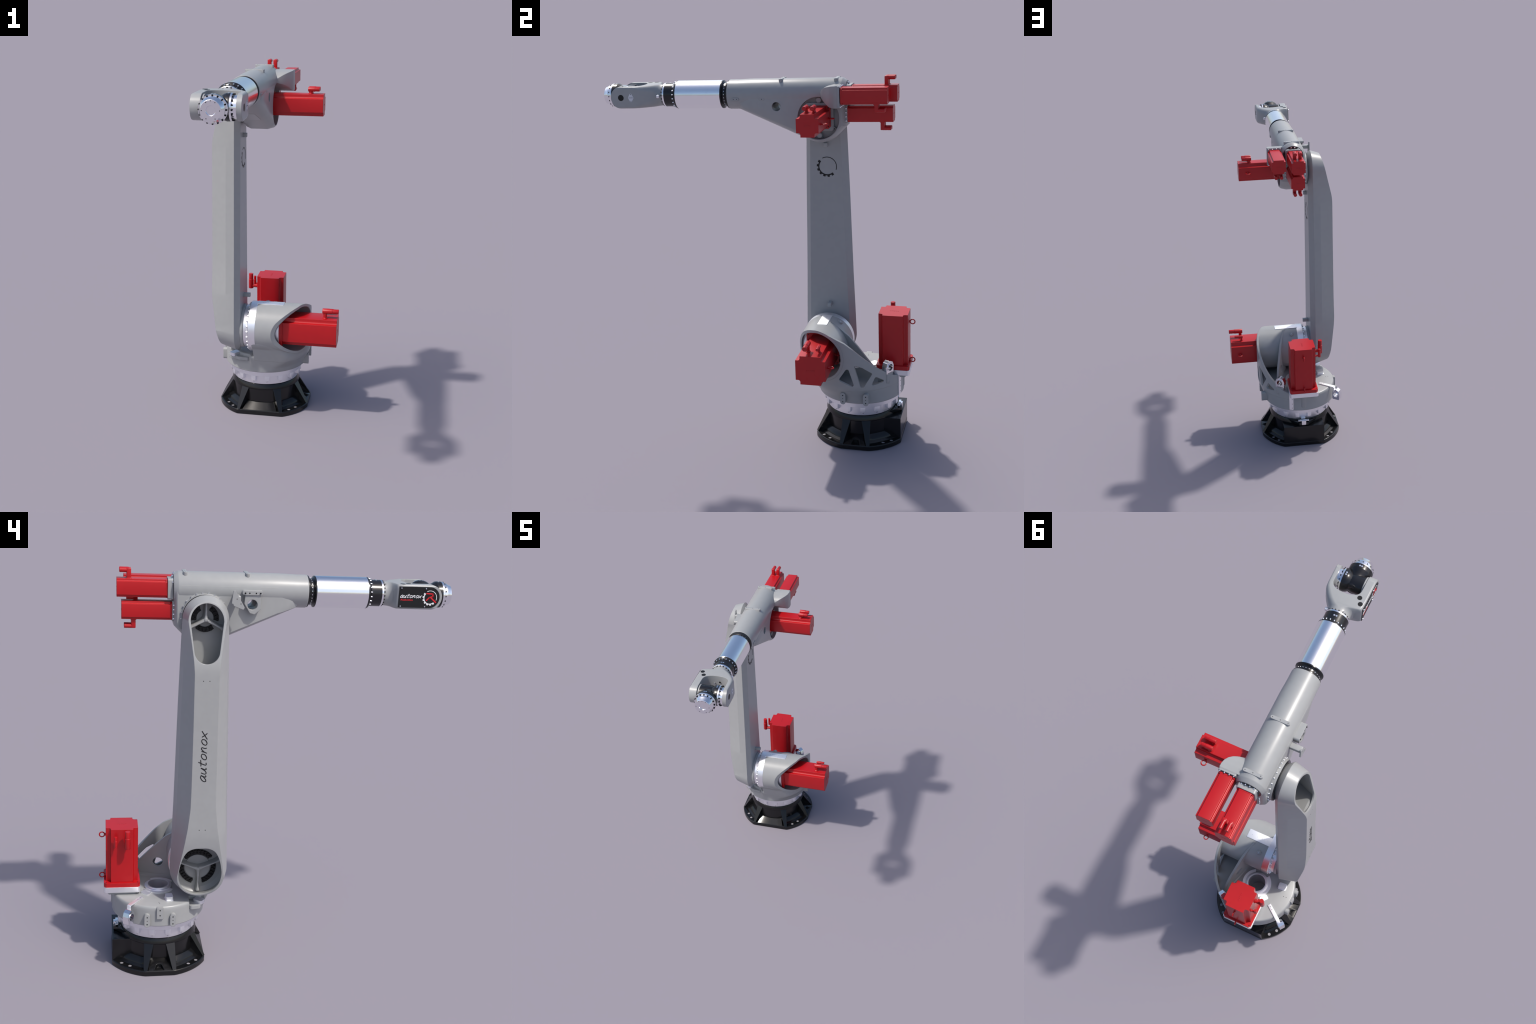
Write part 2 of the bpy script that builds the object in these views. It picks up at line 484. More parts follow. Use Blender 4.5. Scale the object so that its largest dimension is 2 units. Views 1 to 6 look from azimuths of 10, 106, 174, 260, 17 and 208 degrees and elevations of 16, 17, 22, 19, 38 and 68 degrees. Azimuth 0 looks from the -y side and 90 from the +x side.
# threaded boss on the rear of the drum
m = axis_matrix((0, 0.55, 0.83), (-0.060, 0.36 + 0.55 * 0.137, SZ + 0.83 * 0.137))
bm = bmesh.new(); add_lathe(bm, [(0, -0.05), (0.014, -0.05), (0.0135, 0.012), (0.011, 0.014), (0, 0.014)], m, 28)
boss = to_obj("threaded_boss", bm, GREY, column)
put(BOLT_STEEL_S, "screw", m @ Vector((0, 0, 0.014)), (0, 0.55, 0.83), boss)
# plug seen through the side window
lathe("plug", [(0, 0), (0.013, 0), (0.013, 0.008), (0.011, 0.010), (0, 0.010)], (0.3, 1, 0), (0.085, 0.468, 0.475), SATIN, column, 24)

# cable bore liner with split clamp ring
bm = bmesh.new()
add_tube(bm, [(0.052, 0.262), (0.0578, 0.262), (0.0578, 0.374), (0.070, 0.374), (0.070, 0.382), (0.060, 0.384), (0.060, 0.388), (0.052, 0.388)], R, 72)
liner = to_obj("bore_liner", bm, SATIN, column)
lathe("bore_floor", [(0, 0.176), (0.0579, 0.176), (0.0579, 0.182), (0, 0.182)], (0, 0, 1), (JX, JY, 0), GREY, column, 48)
bm = bmesh.new()
def arc_sector(r0, r1, a0, a1, n=24):
    return circle(JX, JY, r1, n, a0, a1) + circle(JX, JY, r0, n, a1, a0)
add_prism(bm, arc_sector(0.066, 0.088, 120, 235), XY, DECK - 0.001, 0.3795)
add_prism(bm, arc_sector(0.066, 0.088, 300, 385), XY, DECK - 0.001, 0.3795)
add_prism(bm, [(x, y) for x, y in round_poly([(-0.170, 0.588), (-0.140, 0.626), (-0.165, 0.645), (-0.196, 0.607)], 0.008)], XY, DECK - 0.001, 0.3785)
to_obj("clamp_ring", bm, STRIP, column)

# deck block, front lug, side tabs
bm = bmesh.new()
for poly, z0, z1 in ((rounded_rect(0.026, 0.021, 0.008), DECK - 0.002, 0.376), (rounded_rect(0.0225, 0.0175, 0.007), 0.375, 0.394)):
    add_prism(bm, [( -0.240 + x * cos(0.1) - y * sin(0.1), 0.503 + x * sin(0.1) + y * cos(0.1)) for x, y in poly], XY, z0, z1)
blk = to_obj("deck_block", bm, STRIP, column)
bm = bmesh.new()
add_prism(bm, [( -0.238 + x * cos(0.9) - y * sin(0.9), 0.352 + x * sin(0.9) + y * cos(0.9)) for x, y in rounded_rect(0.026, 0.019, 0.010)], XY, 0.349, 0.368)
to_obj("stop_buffer", bm, SATIN, column)
bm = bmesh.new()
# ledge carrying the stop buffer in the front left corner
add_prism(bm, round_poly([(-0.150, 0.315), (-0.205, 0.318), (-0.276, 0.352), (-0.285, 0.40), (-0.15, 0.42)], 0.012), XY, 0.332, 0.3512)
to_obj("front_ledge", bm, GREY, column)

def side_tab(sx, y, x1, z0, z1, w, rounded, nholes, parent):
    er = Vector((sx, 0, 0)); et = Vector((0, 1, 0)) * sx
    m = frame((0, y, 0), et, (0, 0, 1), er)
    h = (z1 - z0) / 2; zc = (z0 + z1) / 2
    poly = rounded_rect(w, h, w * 0.95 if rounded else 0.003)
    bm = bmesh.new(); add_prism(bm, [(x, yy + zc) for x, yy in poly], m, x1 * sx - 0.06, x1 * sx)
    ob = to_obj("cable_tab", bm, GREY, column)
    zs = {2: (h * 0.55, -h * 0.35), 3: (h * 0.55, 0, -h * 0.55)}[nholes]
    for j, dz in enumerate(zs):
        put(HOLEPIN if j != 1 or nholes == 2 else HOLEPIN_S, "threaded_hole", m @ Vector((0, zc + dz, x1 * sx + 0.0003)), er, ob)
    return ob
HOLEPIN = mesh_from(lambda b: add_lathe(b, [(0, -0.002), (0.0034, -0.002), (0.0034, 0.0), (0, 0.0)], Matrix(), 12), "threaded_hole", DARK)
HOLEPIN_S = mesh_from(lambda b: add_lathe(b, [(0, -0.002), (0.0022, -0.002), (0.0022, 0.0), (0, 0.0)], Matrix(), 12), "threaded_hole_small", DARK)
side_tab(-1, 0.617, -0.334, 0.266, 0.336, 0.0145, True, 3, column)
side_tab(-1, 0.489, -0.334, 0.266, 0.336, 0.0145, True, 3, column)
side_tab(1, 0.492, 0.173, 0.268, 0.336, 0.0145, True, 3, column)
side_tab(1, 0.617, 0.173, 0.268, 0.336, 0.0145, True, 3, column)
side_tab(-1, 0.5535, -0.3335, 0.309, 0.371, 0.0165, False, 2, column)
for x, y in ((-0.272, 0.556), (-0.288, 0.554), ):
    put(HOLEPIN_S, "threaded_hole", (x, y, DECK + 0.0003), (0, 0, 1), column)
# rear hump on the bowl below the slewing motor
bm = bmesh.new(); add_lathe(bm, [(0, 0.286), (0.026, 0.286), (0.029, 0.291), (0.029, 0.38), (0, 0.38)], Matrix.Translation((JX, 0.762, 0)), 40)
to_obj("rear_hump", bm, GREY, column)

# bright mounting strap on the rear of the bowl
a = radians(70.5); er = Vector((cos(a), sin(a), 0)); et = Vector((-sin(a), cos(a), 0))
m = frame((JX, JY, 0), et, (0, 0, 1), er)
bm = bmesh.new(); add_prism(bm, [(x, y + 0.329) for x, y in rounded_rect(0.0135, 0.058, 0.003)], m, 0.22, 0.2405)
strap = to_obj("rear_strap", bm, BRUSH, column)
for z in (0.285, 0.315, 0.348): put(HOLEPIN_S, "threaded_hole", m @ Vector((0.006, z, 0.2408)), er, strap)

# lifting eye brackets
def eye_bracket(name, m, w, h, hole_r, t):
    """plate in local xy, thickness along local z, eye at the origin"""
    out = round_poly([(-w, -h), (-w * 1.1, h * 0.15), (-w * 0.75, h * 0.75), (0, h * 1.05), (w * 0.75, h * 0.75), (w * 1.1, h * 0.15), (w, -h)], 0.006)
    bm = bmesh.new(); add_prism(bm, out, m, -t, t)
    ob = to_obj(name, bm, ALU, column)
    boolean(ob, [cutter(lambda b: add_prism(b, circle(0, 0, hole_r, 32), m, -t * 3, t * 3))])
    bmc = bmesh.new(); add_tube(bmc, [(hole_r, -t - 0.003), (hole_r + 0.0035, -t - 0.003), (hole_r + 0.0035, t + 0.003), (hole_r, t + 0.003)], m, 32)
    to_obj("eye_bushing", bmc, ALU, ob)
    return ob
# eye beside the slewing motor (faces the rear)
d = Vector((0.50, 0.87, 0)).normalized(); s = Vector((0, 0, 1)).cross(d)
eye_bracket("lifting_eye", frame((0.053, 0.720, 0.455), s, (0, 0, 1), d), 0.0285, 0.0355, 0.0190, 0.0150)
bm = bmesh.new(); add_box(bm, (0, -0.058, 0), (0.050, 0.06, 0.030), frame((0.053, 0.720, 0.455), s, (0, 0, 1), d), 0.002)
to_obj("eye_foot", bm, GREY, column)
# strap with eye over the deck edge on the arm side
d0 = Vector((-0.219, 0.642, 0)); d1 = Vector((-0.309, 0.707, 0)); dirr = (Vector((-0.312, 0.711, 0)) - d0).normalized()
n_ = Vector((0, 0, 1)).cross(dirr)
bm = bmesh.new()
add_box(bm, (0.050, 0, DECK + 0.0035), (0.112, 0.021, 0.006), frame(d0, dirr, n_, (0, 0, 1)), 0.001)
add_box(bm, (0.1075, 0, 0.348), (0.006, 0.021, 0.052), frame(d0, dirr, n_, (0, 0, 1)), 0.001)
st = to_obj("deck_strap", bm, STRIP, column)
for q in (0.01, 0.03): put(HOLEPIN_S, "threaded_hole", d0 + dirr * q + Vector((0, 0, DECK + 0.0068)), (0, 0, 1), st)
eye_bracket("lifting_eye", frame((-0.3215, 0.708, 0.324), dirr, (0, 0, 1), -n_), 0.0245, 0.036, 0.0165, 0.0165)

# ================================================================== MOTORS
def notched(h, n, r):
    pts = []
    q = [(h, h - n), (h - n, h - n), (h - n, h)]
    for k in range(4):
        a = k * pi / 2
        for x, y in q: pts.append((x * cos(a) - y * sin(a), x * sin(a) + y * cos(a)))
    rr = [0.0015, r, 0.0015] * 4
    return round_poly(pts, rr, 4)

def connector(bm, m, lat, ax0, ax1, height, r, base_h, straight=True):
    """round plug lying along the motor axis on a short neck. local: x lateral, y up, z axis"""
    tip = ax1
    add_lathe(bm, [(0, ax0), (r * 0.92, ax0), (r, ax0 + 0.003), (r, ax0 + (tip - ax0) * 0.6), (r * 0.9, ax0 + (tip - ax0) * 0.61), (r * 0.9, tip - 0.002), (r * 0.84, tip), (0, tip)],
              m @ Matrix.Translation((lat, height, 0)), 24)
    nm = m @ axis_matrix((0, 1, 0), (lat, 0, ax0 + r * 1.05))
    add_lathe(bm, [(0, base_h - 0.01), (r * 0.95, base_h - 0.01), (r * 0.95, base_h + 0.003), (r * 0.7, base_h + 0.006), (r * 0.7, height), (0, height)], nm, 20)

def motor(origin, axis, up, half, notch, length, flange_t, flange_half, conns, eyes, parent=None, box_conn=False, name="motor"):
    ez = Vector(axis); ey = Vector(up); ex = ey.cross(ez)
    m = frame(origin, ex, ey, ez)
    bm = bmesh.new()
    add_prism(bm, notched(half, notch, notch * 0.45), m, flange_t * 0.5, length - 0.001)
    body = to_obj(name, bm, RED, parent)
    bm = bmesh.new()
    fh = flange_half
    add_prism(bm, round_poly([(fh, fh - 0.012), (fh - 0.012, fh), (-fh + 0.012, fh), (-fh, fh - 0.012), (-fh, -fh + 0.012), (-fh + 0.012, -fh), (fh - 0.012, -fh), (fh, -fh + 0.012)], 0.004), m, 0, flange_t)
    fl = to_obj("motor_flange", bm, RED, body)
    # end cover with a small embossed mark
    bm = bmesh.new()
    add_prism(bm, notched(half, notch, notch * 0.45), m, length - 0.0012, length)
    cover = to_obj("end_cover", bm, RED, body)
    bm = bmesh.new()
    for i in range(5):
        add_box(bm, (-half * 0.26 + i * half * 0.13, (i % 2) * half * 0.02, length), (half * 0.075, half * 0.10, 0.0012), m)
    to_obj("embossed_mark", bm, RED, body)
    for sx in (-1, 1):
        for sy in (-1, 1):
            put(HOLEPIN if half > 0.05 else HOLEPIN_S, "flange_hole", m @ Vector((sx * (fh - 0.011), sy * (fh - 0.011), flange_t + 0.0004)), ez, fl)
    for c in conns:
        bm = bmesh.new()
        if box_conn:
            lat, a0, a1, hgt, r = c
            add_box(bm, (lat, (half + hgt + r * 0.7) / 2 - 0.004, a0 + r), (r * 2, hgt + r * 0.7 - half + 0.008, r * 2), m, r * 0.35)
            add_lathe(bm, [(0, a0 + r), (r, a0 + r), (r, a1 - 0.002), (r * 0.85, a1), (0, a1)], m @ Matrix.Translation((lat, hgt - r * 0.15, 0)), 12)
            add_box(bm, (lat, half, a0 + r), (r * 2.3, 0.006, r * 2.6), m, 0.001)
        else:
            lat, a0, a1, hgt, r = c
            connector(bm, m, lat, a0, a1, hgt, r, half)
        to_obj("plug_connector", bm, RED, body)
    for z in eyes:
        bm = bmesh.new()
        mt = m @ frame((half + 0.0185, 0, z), (1, 0, 0), (0, 0, 1), (0, -1, 0))
        n1, n2 = 28, 8
        loops = [[mt @ Vector(((0.0128 + 0.0032 * cos(2 * pi * j / n2)) * cos(2 * pi * i / n1), (0.0128 + 0.0032 * cos(2 * pi * j / n2)) * sin(2 * pi * i / n1), 0.0032 * sin(2 * pi * j / n2))) for j in range(n2)] for i in range(n1)]
        add_loft(bm, loops, closed=True)
        add_lathe(bm, [(0, half - 0.002), (0.007, half - 0.002), (0.007, half + 0.003), (0.004, half + 0.007), (0, half + 0.007)], m @ axis_matrix((1, 0, 0), (0, 0, z)), 16)
        to_obj("eye_bolt", bm, RED, body)
    return body

# slewing motor (vertical) on its bright plate
bm = bmesh.new()
add_prism(bm, [(JX + x, 0.7365 + y) for x, y in rounded_rect(0.0935, 0.0915, 0.014)], XY, 0.386, 0.4148)
mount = to_obj("motor_mount_plate", bm, SATIN)
motor((JX, 0.7370, 0.4150), (0, 0, 1), (-1, 0, 0), 0.0800, 0.0245, 0.310, 0.022, 0.0905,
      [(-0.026, 0.226, 0.317, 0.1225, 0.0145), (0.0325, 0.228, 0.284, 0.109, 0.0088)], [0.030, 0.2535])
bm = bmesh.new(); add_prism(bm, [(JX + x, 0.736 + y) for x, y in rounded_rect(0.08, 0.07, 0.01)], XY, 0.371, 0.387)
to_obj("motor_socket", bm, GREY, column)
# shoulder motor
motor((0.030, SY + 0.0005, SZ), (1, 0, 0), (0, 0, 1), 0.0800, 0.0245, 0.3195, 0.016, 0.0900,
      [(-0.026, 0.235, 0.326, 0.1225, 0.0145), (0.0325, 0.237, 0.293, 0.109, 0.0088)], [0.262, 0.08])
# elbow motor
EM_Y, EM_Z = 0.3615, 1.7955
elbow_motor_args = dict(origin=(-0.035, EM_Y, EM_Z), axis=(1, 0, 0), up=(0, 0, 1))
motor(*elbow_motor_args.values(), 0.0570, 0.0215, 0.2815, 0.012, 0.0600,
      [(-0.019, 0.198, 0.258, 0.0815, 0.0122), (0.020, 0.198, 0.258, 0.0815, 0.0122)], [0.225, 0.055])
# three small forearm motors at the rear
small = dict(half=0.0420, notch=0.0105)
motor((FX, 0.5285, 1.9105), (0, 1, 0), (0, 0, 1), 0.0420, 0.0110, 0.2345, 0.008, 0.0425,
      [(-0.0165, 0.168, 0.222, 0.0810, 0.0105), (0.0165, 0.168, 0.222, 0.0810, 0.0105)], [], box_conn=True)
motor((FX + 0.002, 0.5065, 1.8075), (0, 1, 0), (0, 0, -1), 0.0420, 0.0110, 0.2345, 0.008, 0.0425,
      [(-0.0165, 0.168, 0.222, 0.0775, 0.0105), (0.0165, 0.168, 0.222, 0.0775, 0.0105)], [], box_conn=True)
motor((0.0262, 0.4930, 1.9135), (0, 1, 0), (0, 0, -1), 0.0420, 0.0110, 0.2355, 0.008, 0.0425,
      [(-0.0165, 0.168, 0.222, 0.0745, 0.0105), (0.0165, 0.168, 0.222, 0.0745, 0.0105)], [], box_conn=True)

# ================================================================== SHOULDER JOINT RINGS
lathe("shoulder_ring", [(0, -0.100), (DR + 0.0008, -0.100), (DR + 0.0008, -0.1395), (DR - 0.002, -0.1425), (0.122, -0.1425), (0.1205, -0.150), (0.1205, -0.170), (0.113, -0.1745), (0, -0.1745)],
      (1, 0, 0), (0, SY, SZ), BRUSH, column, 128)
sring = bpy.data.objects["shoulder_ring"]
lathe("shoulder_seal", [(0, -0.172), (0.121, -0.172), (0.124, -0.176), (0.124, -0.190), (0, -0.190)], (1, 0, 0), (0, SY, SZ), GREY, column, 96)
bolt_ring(BOLT_ALU, "bolt", 26, 0.1305, (-1, 0, 0), (-0.146, SY, SZ), sring, 0.05)

# ================================================================== LOWER ARM (link between shoulder and elbow)
N_ARC, N_SIDE = 40, 60
def arm_loop(rU, rL, mid_pts, xfun, yc=0.3575):
    """closed loop in yz: upper arc about elbow, lower arc about shoulder, sides from half width table"""
    pts = []
    for i in range(N_ARC + 1):                       # top arc from +y to -y
        a = pi * i / N_ARC
        pts.append((yc + rU * cos(a), EZ + rU * sin(a)))
    for i in range(1, N_SIDE):                        # -y side, downwards
        z = EZ + (SZ - EZ) * i / N_SIDE
        pts.append((yc - interp(-z, mid_pts), z))
    for i in range(N_ARC + 1):
        a = pi + pi * i / N_ARC
        pts.append((yc + rL * cos(a), SZ + rL * sin(a)))
    for i in range(1, N_SIDE):
        z = SZ + (EZ - SZ) * i / N_SIDE
        pts.append((yc + interp(-z, mid_pts), z))
    return [(xfun(z), y, z) for y, z in pts]

def arm_solid(bm, loops):
    """loft whose end loops are closed by strips running across the arm, so that they stay even"""
    vs = add_loft(bm, loops, cap0=False, cap1=False)
    for lp in (vs[0], vs[-1]):
        L = len(lp); h = N_ARC // 2
        mir = lambda j: lp[(N_ARC - j) % L]
        for j in range(h, h + L // 2):
            q = [lp[j % L], lp[(j + 1) % L], mir(j + 1), mir(j)]
            u = []
            for v in q:
                if v not in u: u.append(v)
            if len(u) >= 3: bm.faces.new(u)

WIDE = [(-EZ, 0.1080), (-1.70, 0.1120), (-1.39, 0.1210), (-1.15, 0.1265), (-0.88, 0.1330), (-0.70, 0.1390), (-SZ, 0.1440)]
def hw(d): return [(z, w - d) for z, w in WIDE]
OUT = [(0.36, -0.284), (0.41, -0.296), (0.45, -0.308), (0.54, -0.326), (0.70, -0.349), (0.75, -0.3535), (0.80, -0.3540), (1.57, -0.3485), (1.60, -0.3455), (1.62, -0.3420), (1.85, -0.2865), (1.90, -0.268)]
def outx(z): return interp(z, OUT)
FACE = [(-EZ, 0.088), (-1.70, 0.073), (-1.62, 0.062), (-1.56, 0.0575), (-1.30, 0.0573), (-1.0, 0.0590), (-0.90, 0.061), (-0.80, 0.072), (-0.70, 0.088), (-0.60, 0.106), (-SZ, 0.1165)]
def face(d): return [(z, w - d) for z, w in FACE]
def crease(z): return -0.216 + (outx(z) + 0.216) * 0.36
def crease_w(d): return hw(0.0130 + d)
loops = [
    arm_loop(0.0820, 0.1160, hw(0.0300), lambda z: -0.1870, 0.3545),
    arm_loop(0.1080, 0.1440, hw(0.0), lambda z: -0.2160),
    arm_loop(0.1020, 0.1350, crease_w(0.0), crease, 0.3575),
    arm_loop(0.0880, 0.1165, face(0.0), outx),
]
bm = bmesh.new(); arm_solid(bm, loops)
lower_arm = to_obj("lower_arm", bm, GREY, angle=12)
# hollow casting: inner cavity a wall thickness inside the skin
W = 0.0105
cav = bmesh.new()
arm_solid(cav, [
    arm_loop(0.0800, 0.1130, hw(0.0330), lambda z: -0.1990, 0.3545),
    arm_loop(0.1080 - W, 0.1440 - W, hw(W), lambda z: -0.2180),
    arm_loop(0.1020 - W, 0.1350 - W, crease_w(W), lambda z: crease(z) + 0.004, 0.3575),
    arm_loop(0.0880 - W, 0.1165 - W * 0.8, face(W * 0.8), lambda z: outx(z) + 0.0095),
])
# the hollow is closed by bulkheads below the upper and above the lower opening
cavity = to_obj("cavity", cav, GREY)
def bulk(b):
    loops = []
    for x, zt, zb in ((-0.10, 1.556, 0.73), (-0.205, 1.555, 0.73), (-0.26, 1.570, 0.715), (-0.32, 1.600, 0.700), (-0.45, 1.606, 0.700)):
        loops.append([(x, 0.1, zt), (x, 0.6, zt), (x, 0.6, zb), (x, 0.1, zb)])
    add_loft(b, loops)
boolean(cavity, [cutter(bulk)])
cb = bmesh.new(); cb.from_mesh(cavity.data)
bpy.data.objects.remove(cavity)
boolean(lower_arm, [cb])
# weight-saving pockets
up_pocket = [(0.359 + 0.0765 * cos(radians(a)), 1.795 + 0.0775 * sin(radians(a))) for a in range(0, 181, 6)] + \
            [(0.359 - 0.0590 * cos(radians(a)), 1.665 - 0.0600 * sin(radians(a))) for a in range(8, 173, 6)]
def closed_spline(ctrl, n=6):
    out = []; N = len(ctrl)
    for i in range(N):
        p0, p1, p2, p3 = (Vector(ctrl[(i + k) % N]) for k in (-1, 0, 1, 2))
        for k in range(n):
            t = k / n
            out.append(tuple(0.5 * (2 * p1 + (p2 - p0) * t + (2 * p0 - 5 * p1 + 4 * p2 - p3) * t * t + (3 * p1 - p0 - 3 * p2 + p3) * t ** 3)))
    return out
half = [(0.0, 0.425), (0.055, 0.439), (0.093, 0.482), (0.1060, 0.540), (0.1000, 0.595), (0.0875, 0.640), (0.067, 0.675), (0.036, 0.692)]
lo_pocket = closed_spline([(0.360 + w, z) for w, z in half] + [(0.360, 0.694)] + [(0.360 - w, z) for w, z in half[:0:-1]])
boolean(lower_arm, [cutter(lambda b: add_prism(b, up_pocket, YZ, -0.235, -0.5)), cutter(lambda b: add_prism(b, lo_pocket, YZ, -0.270, -0.5))])
finish(lower_arm.data, 12)

def spokes(cy, cz, angs, r_len, x0, x1, w, hub_r):
    bm = bmesh.new()
    m = Matrix.Translation((0, cy, cz))
    for q, (a, L) in enumerate(zip(angs, r_len)):
        a = radians(a)
        ey = Vector((0, cos(a), sin(a))); en = Vector((0, -sin(a), cos(a)))
        loops = []
        for k in range(11):
            t = k / 10; r = 0.001 + L * t
            ww = w * (1 + 0.9 * (1 - t) ** 5 + 0.8 * max(0, t - 0.8) / 0.2); xx = x1 + 0.0008 * q
            c = Vector((0, cy, cz)) + ey * r
            loops.append([c + en * ww * 1.5 + Vector((x0, 0, 0)), c + en * ww + Vector((xx + 0.006, 0, 0)), c + en * ww * 0.6 + Vector((xx, 0, 0)),
                          c - en * ww * 0.6 + Vector((xx, 0, 0)), c - en * ww + Vector((xx + 0.006, 0, 0)), c - en * ww * 1.5 + Vector((x0, 0, 0))])
        add_loft(bm, loops)
    add_lathe(bm, [(0, x0), (0.0125, x0), (0.0098, x1 + 0.006), (0.0085, x1 + 0.0002), (0.0065, x1 - 0.0012), (0, x1 - 0.0012)], axis_matrix((1, 0, 0), (0, cy, cz)), 40)
    return to_obj("spoke", bm, GREY, lower_arm, angle=60)
spokes(SY, SZ, (-90, 22, 158), (0.118, 0.122, 0.122), -0.198, -0.238, 0.0055, 0.01)
spokes(SY, EZ, (90, -28, 208), (0.088, 0.090, 0.090), -0.198, -0.250, 0.0055, 0.01)

def annular(cy, cz, r0, r1, spans, x0, x1, name):
    bm = bmesh.new()
    for a0, a1 in spans:
        pts = circle(cy, cz, r1, 24, a0, a1) + circle(cy, cz, r0, 24, a1, a0)
        add_prism(bm, round_poly(pts, 0.004, 3) if 0 else pts, YZ, x0, x1)
        for rr, off in (((r0 + r1) / 2 - 0.0045, 0), ((r0 + r1) / 2 + 0.0055, 0.5)):
            n = max(3, int(radians(a1 - a0) * rr / 0.0165))
            for i in range(n):
                a = radians(a0 + (a1 - a0) * (i + 0.25 + 0.5 * (off > 0)) / n)
                add_lathe(bm, [(0, x1 + 0.004), (0.0068, x1 + 0.004), (0.0068, x1 - 0.0035), (0.0058, x1 - 0.005), (0, x1 - 0.005)], axis_matrix((1, 0, 0), (0, cy + rr * cos(a), cz + rr * sin(a))), 12)
    ob = to_obj(name, bm, DARK, lower_arm)
    ob["kind"] = "stuff"
    return ob
annular(0.361, SZ, 0.068, 0.094, ((38, 142), (172, 252), (288, 368)), -0.198, -0.2045, "socket_screws")
annular(0.360, EZ, 0.040, 0.064, ((-10, 62), (118, 190), (228, 312)), -0.198, -0.2045, "socket_screws")
lathe("hub_disc", [(0, -0.1985), (0.066, -0.1985), (0.064, -0.2025), (0, -0.2025)], (1, 0, 0), (0, 0.361, SZ), GREY, lower_arm, 64)

# stop lugs on the inner face, tapped holes on the outer face
bm = bmesh.new(); add_box(bm, (-0.170, 0.360, 0.716), (0.042, 0.020, 0.022), bevel=0.002); to_obj("stop_lug", bm, GREY, lower_arm)
bm = bmesh.new(); add_box(bm, (-0.182, 0.358, 1.624), (0.030, 0.022, 0.022), bevel=0.002); to_obj("stop_lug", bm, GREY, lower_arm)
for y, z in ((0.374, 1.529), (0.345, 1.529), (0.374, 0.794), (0.345, 0.794)):
    put(HOLEPIN_S, "threaded_hole", (outx(z) - 0.0003, y, z), (-1, 0, 0), lower_arm)

# ------------------------------------------------------------------ lettering helpers
def text_mesh(name, body, mat, m, width, depth, parent, shear=0.0, bold=0.0, height=None):
    cu = bpy.data.curves.new(name, 'FONT'); cu.body = body; cu.size = 1.0; cu.shear = shear
    cu.align_x = 'CENTER'; cu.align_y = 'CENTER'; cu.offset = bold; cu.resolution_u = 3
    ob = bpy.data.objects.new(name, cu); bpy.context.scene.collection.objects.link(ob)
    dg = bpy.context.evaluated_depsgraph_get(); dg.update()
    me = bpy.data.meshes.new_from_object(ob.evaluated_get(dg))
    bpy.data.objects.remove(ob); bpy.data.curves.remove(cu)
    xs = [v.co.x for v in me.vertices]; ys = [v.co.y for v in me.vertices]
    cx, cy = (max(xs) + min(xs)) / 2, (max(ys) + min(ys)) / 2
    s = width / (max(xs) - min(xs)); sy = s if height is None else height / (max(ys) - min(ys))
    b = bmesh.new(); b.from_mesh(me); bpy.data.meshes.remove(me)
    for v in b.verts: v.co = Vector(((v.co.x - cx) * s, (v.co.y - cy) * sy, 0))
    r = bmesh.ops.extrude_face_region(b, geom=b.faces[:])
    for e in r["geom"]:
        if isinstance(e, bmesh.types.BMVert): e.co.z += depth
    for v in b.verts: v.co = m @ v.co
    return to_obj(name, b, mat, parent)

LETTERS = {   # pen strokes on a unit x-height, advance width
    'a': ([[(0.80, 0.84), (0.56, 1.0), (0.22, 0.82), (0.06, 0.42), (0.16, 0.06), (0.42, 0.10), (0.70, 0.50), (0.82, 0.92)], [(0.84, 0.98), (0.76, 0.42), (0.82, 0.04), (1.04, 0.12)]], 1.16),
    'u': ([[(0.04, 0.95), (0.00, 0.34), (0.18, 0.02), (0.48, 0.22), (0.72, 0.97), (0.66, 0.34), (0.74, 0.03), (0.96, 0.10)]], 1.10),
    't': ([[(0.36, 1.48), (0.24, 0.60), (0.28, 0.08), (0.62, 0.10)], [(-0.14, 0.98), (0.30, 1.0), (0.80, 1.06)]], 0.92),
    'o': ([[(0.46, 1.0), (0.12, 0.74), (0.08, 0.24), (0.38, 0.02), (0.74, 0.28), (0.76, 0.78), (0.46, 1.0)]], 1.04),
    'n': ([[(0.06, 0.97), (0.08, 0.45), (0.04, 0.0)], [(0.06, 0.40), (0.36, 0.94), (0.62, 0.88), (0.64, 0.36), (0.78, 0.02)]], 1.06),
    'x': ([[(0.0, 0.95), (0.36, 0.46), (0.78, 0.0)], [(0.86, 0.98), (0.36, 0.46), (-0.08, -0.02)]], 0.86),
}
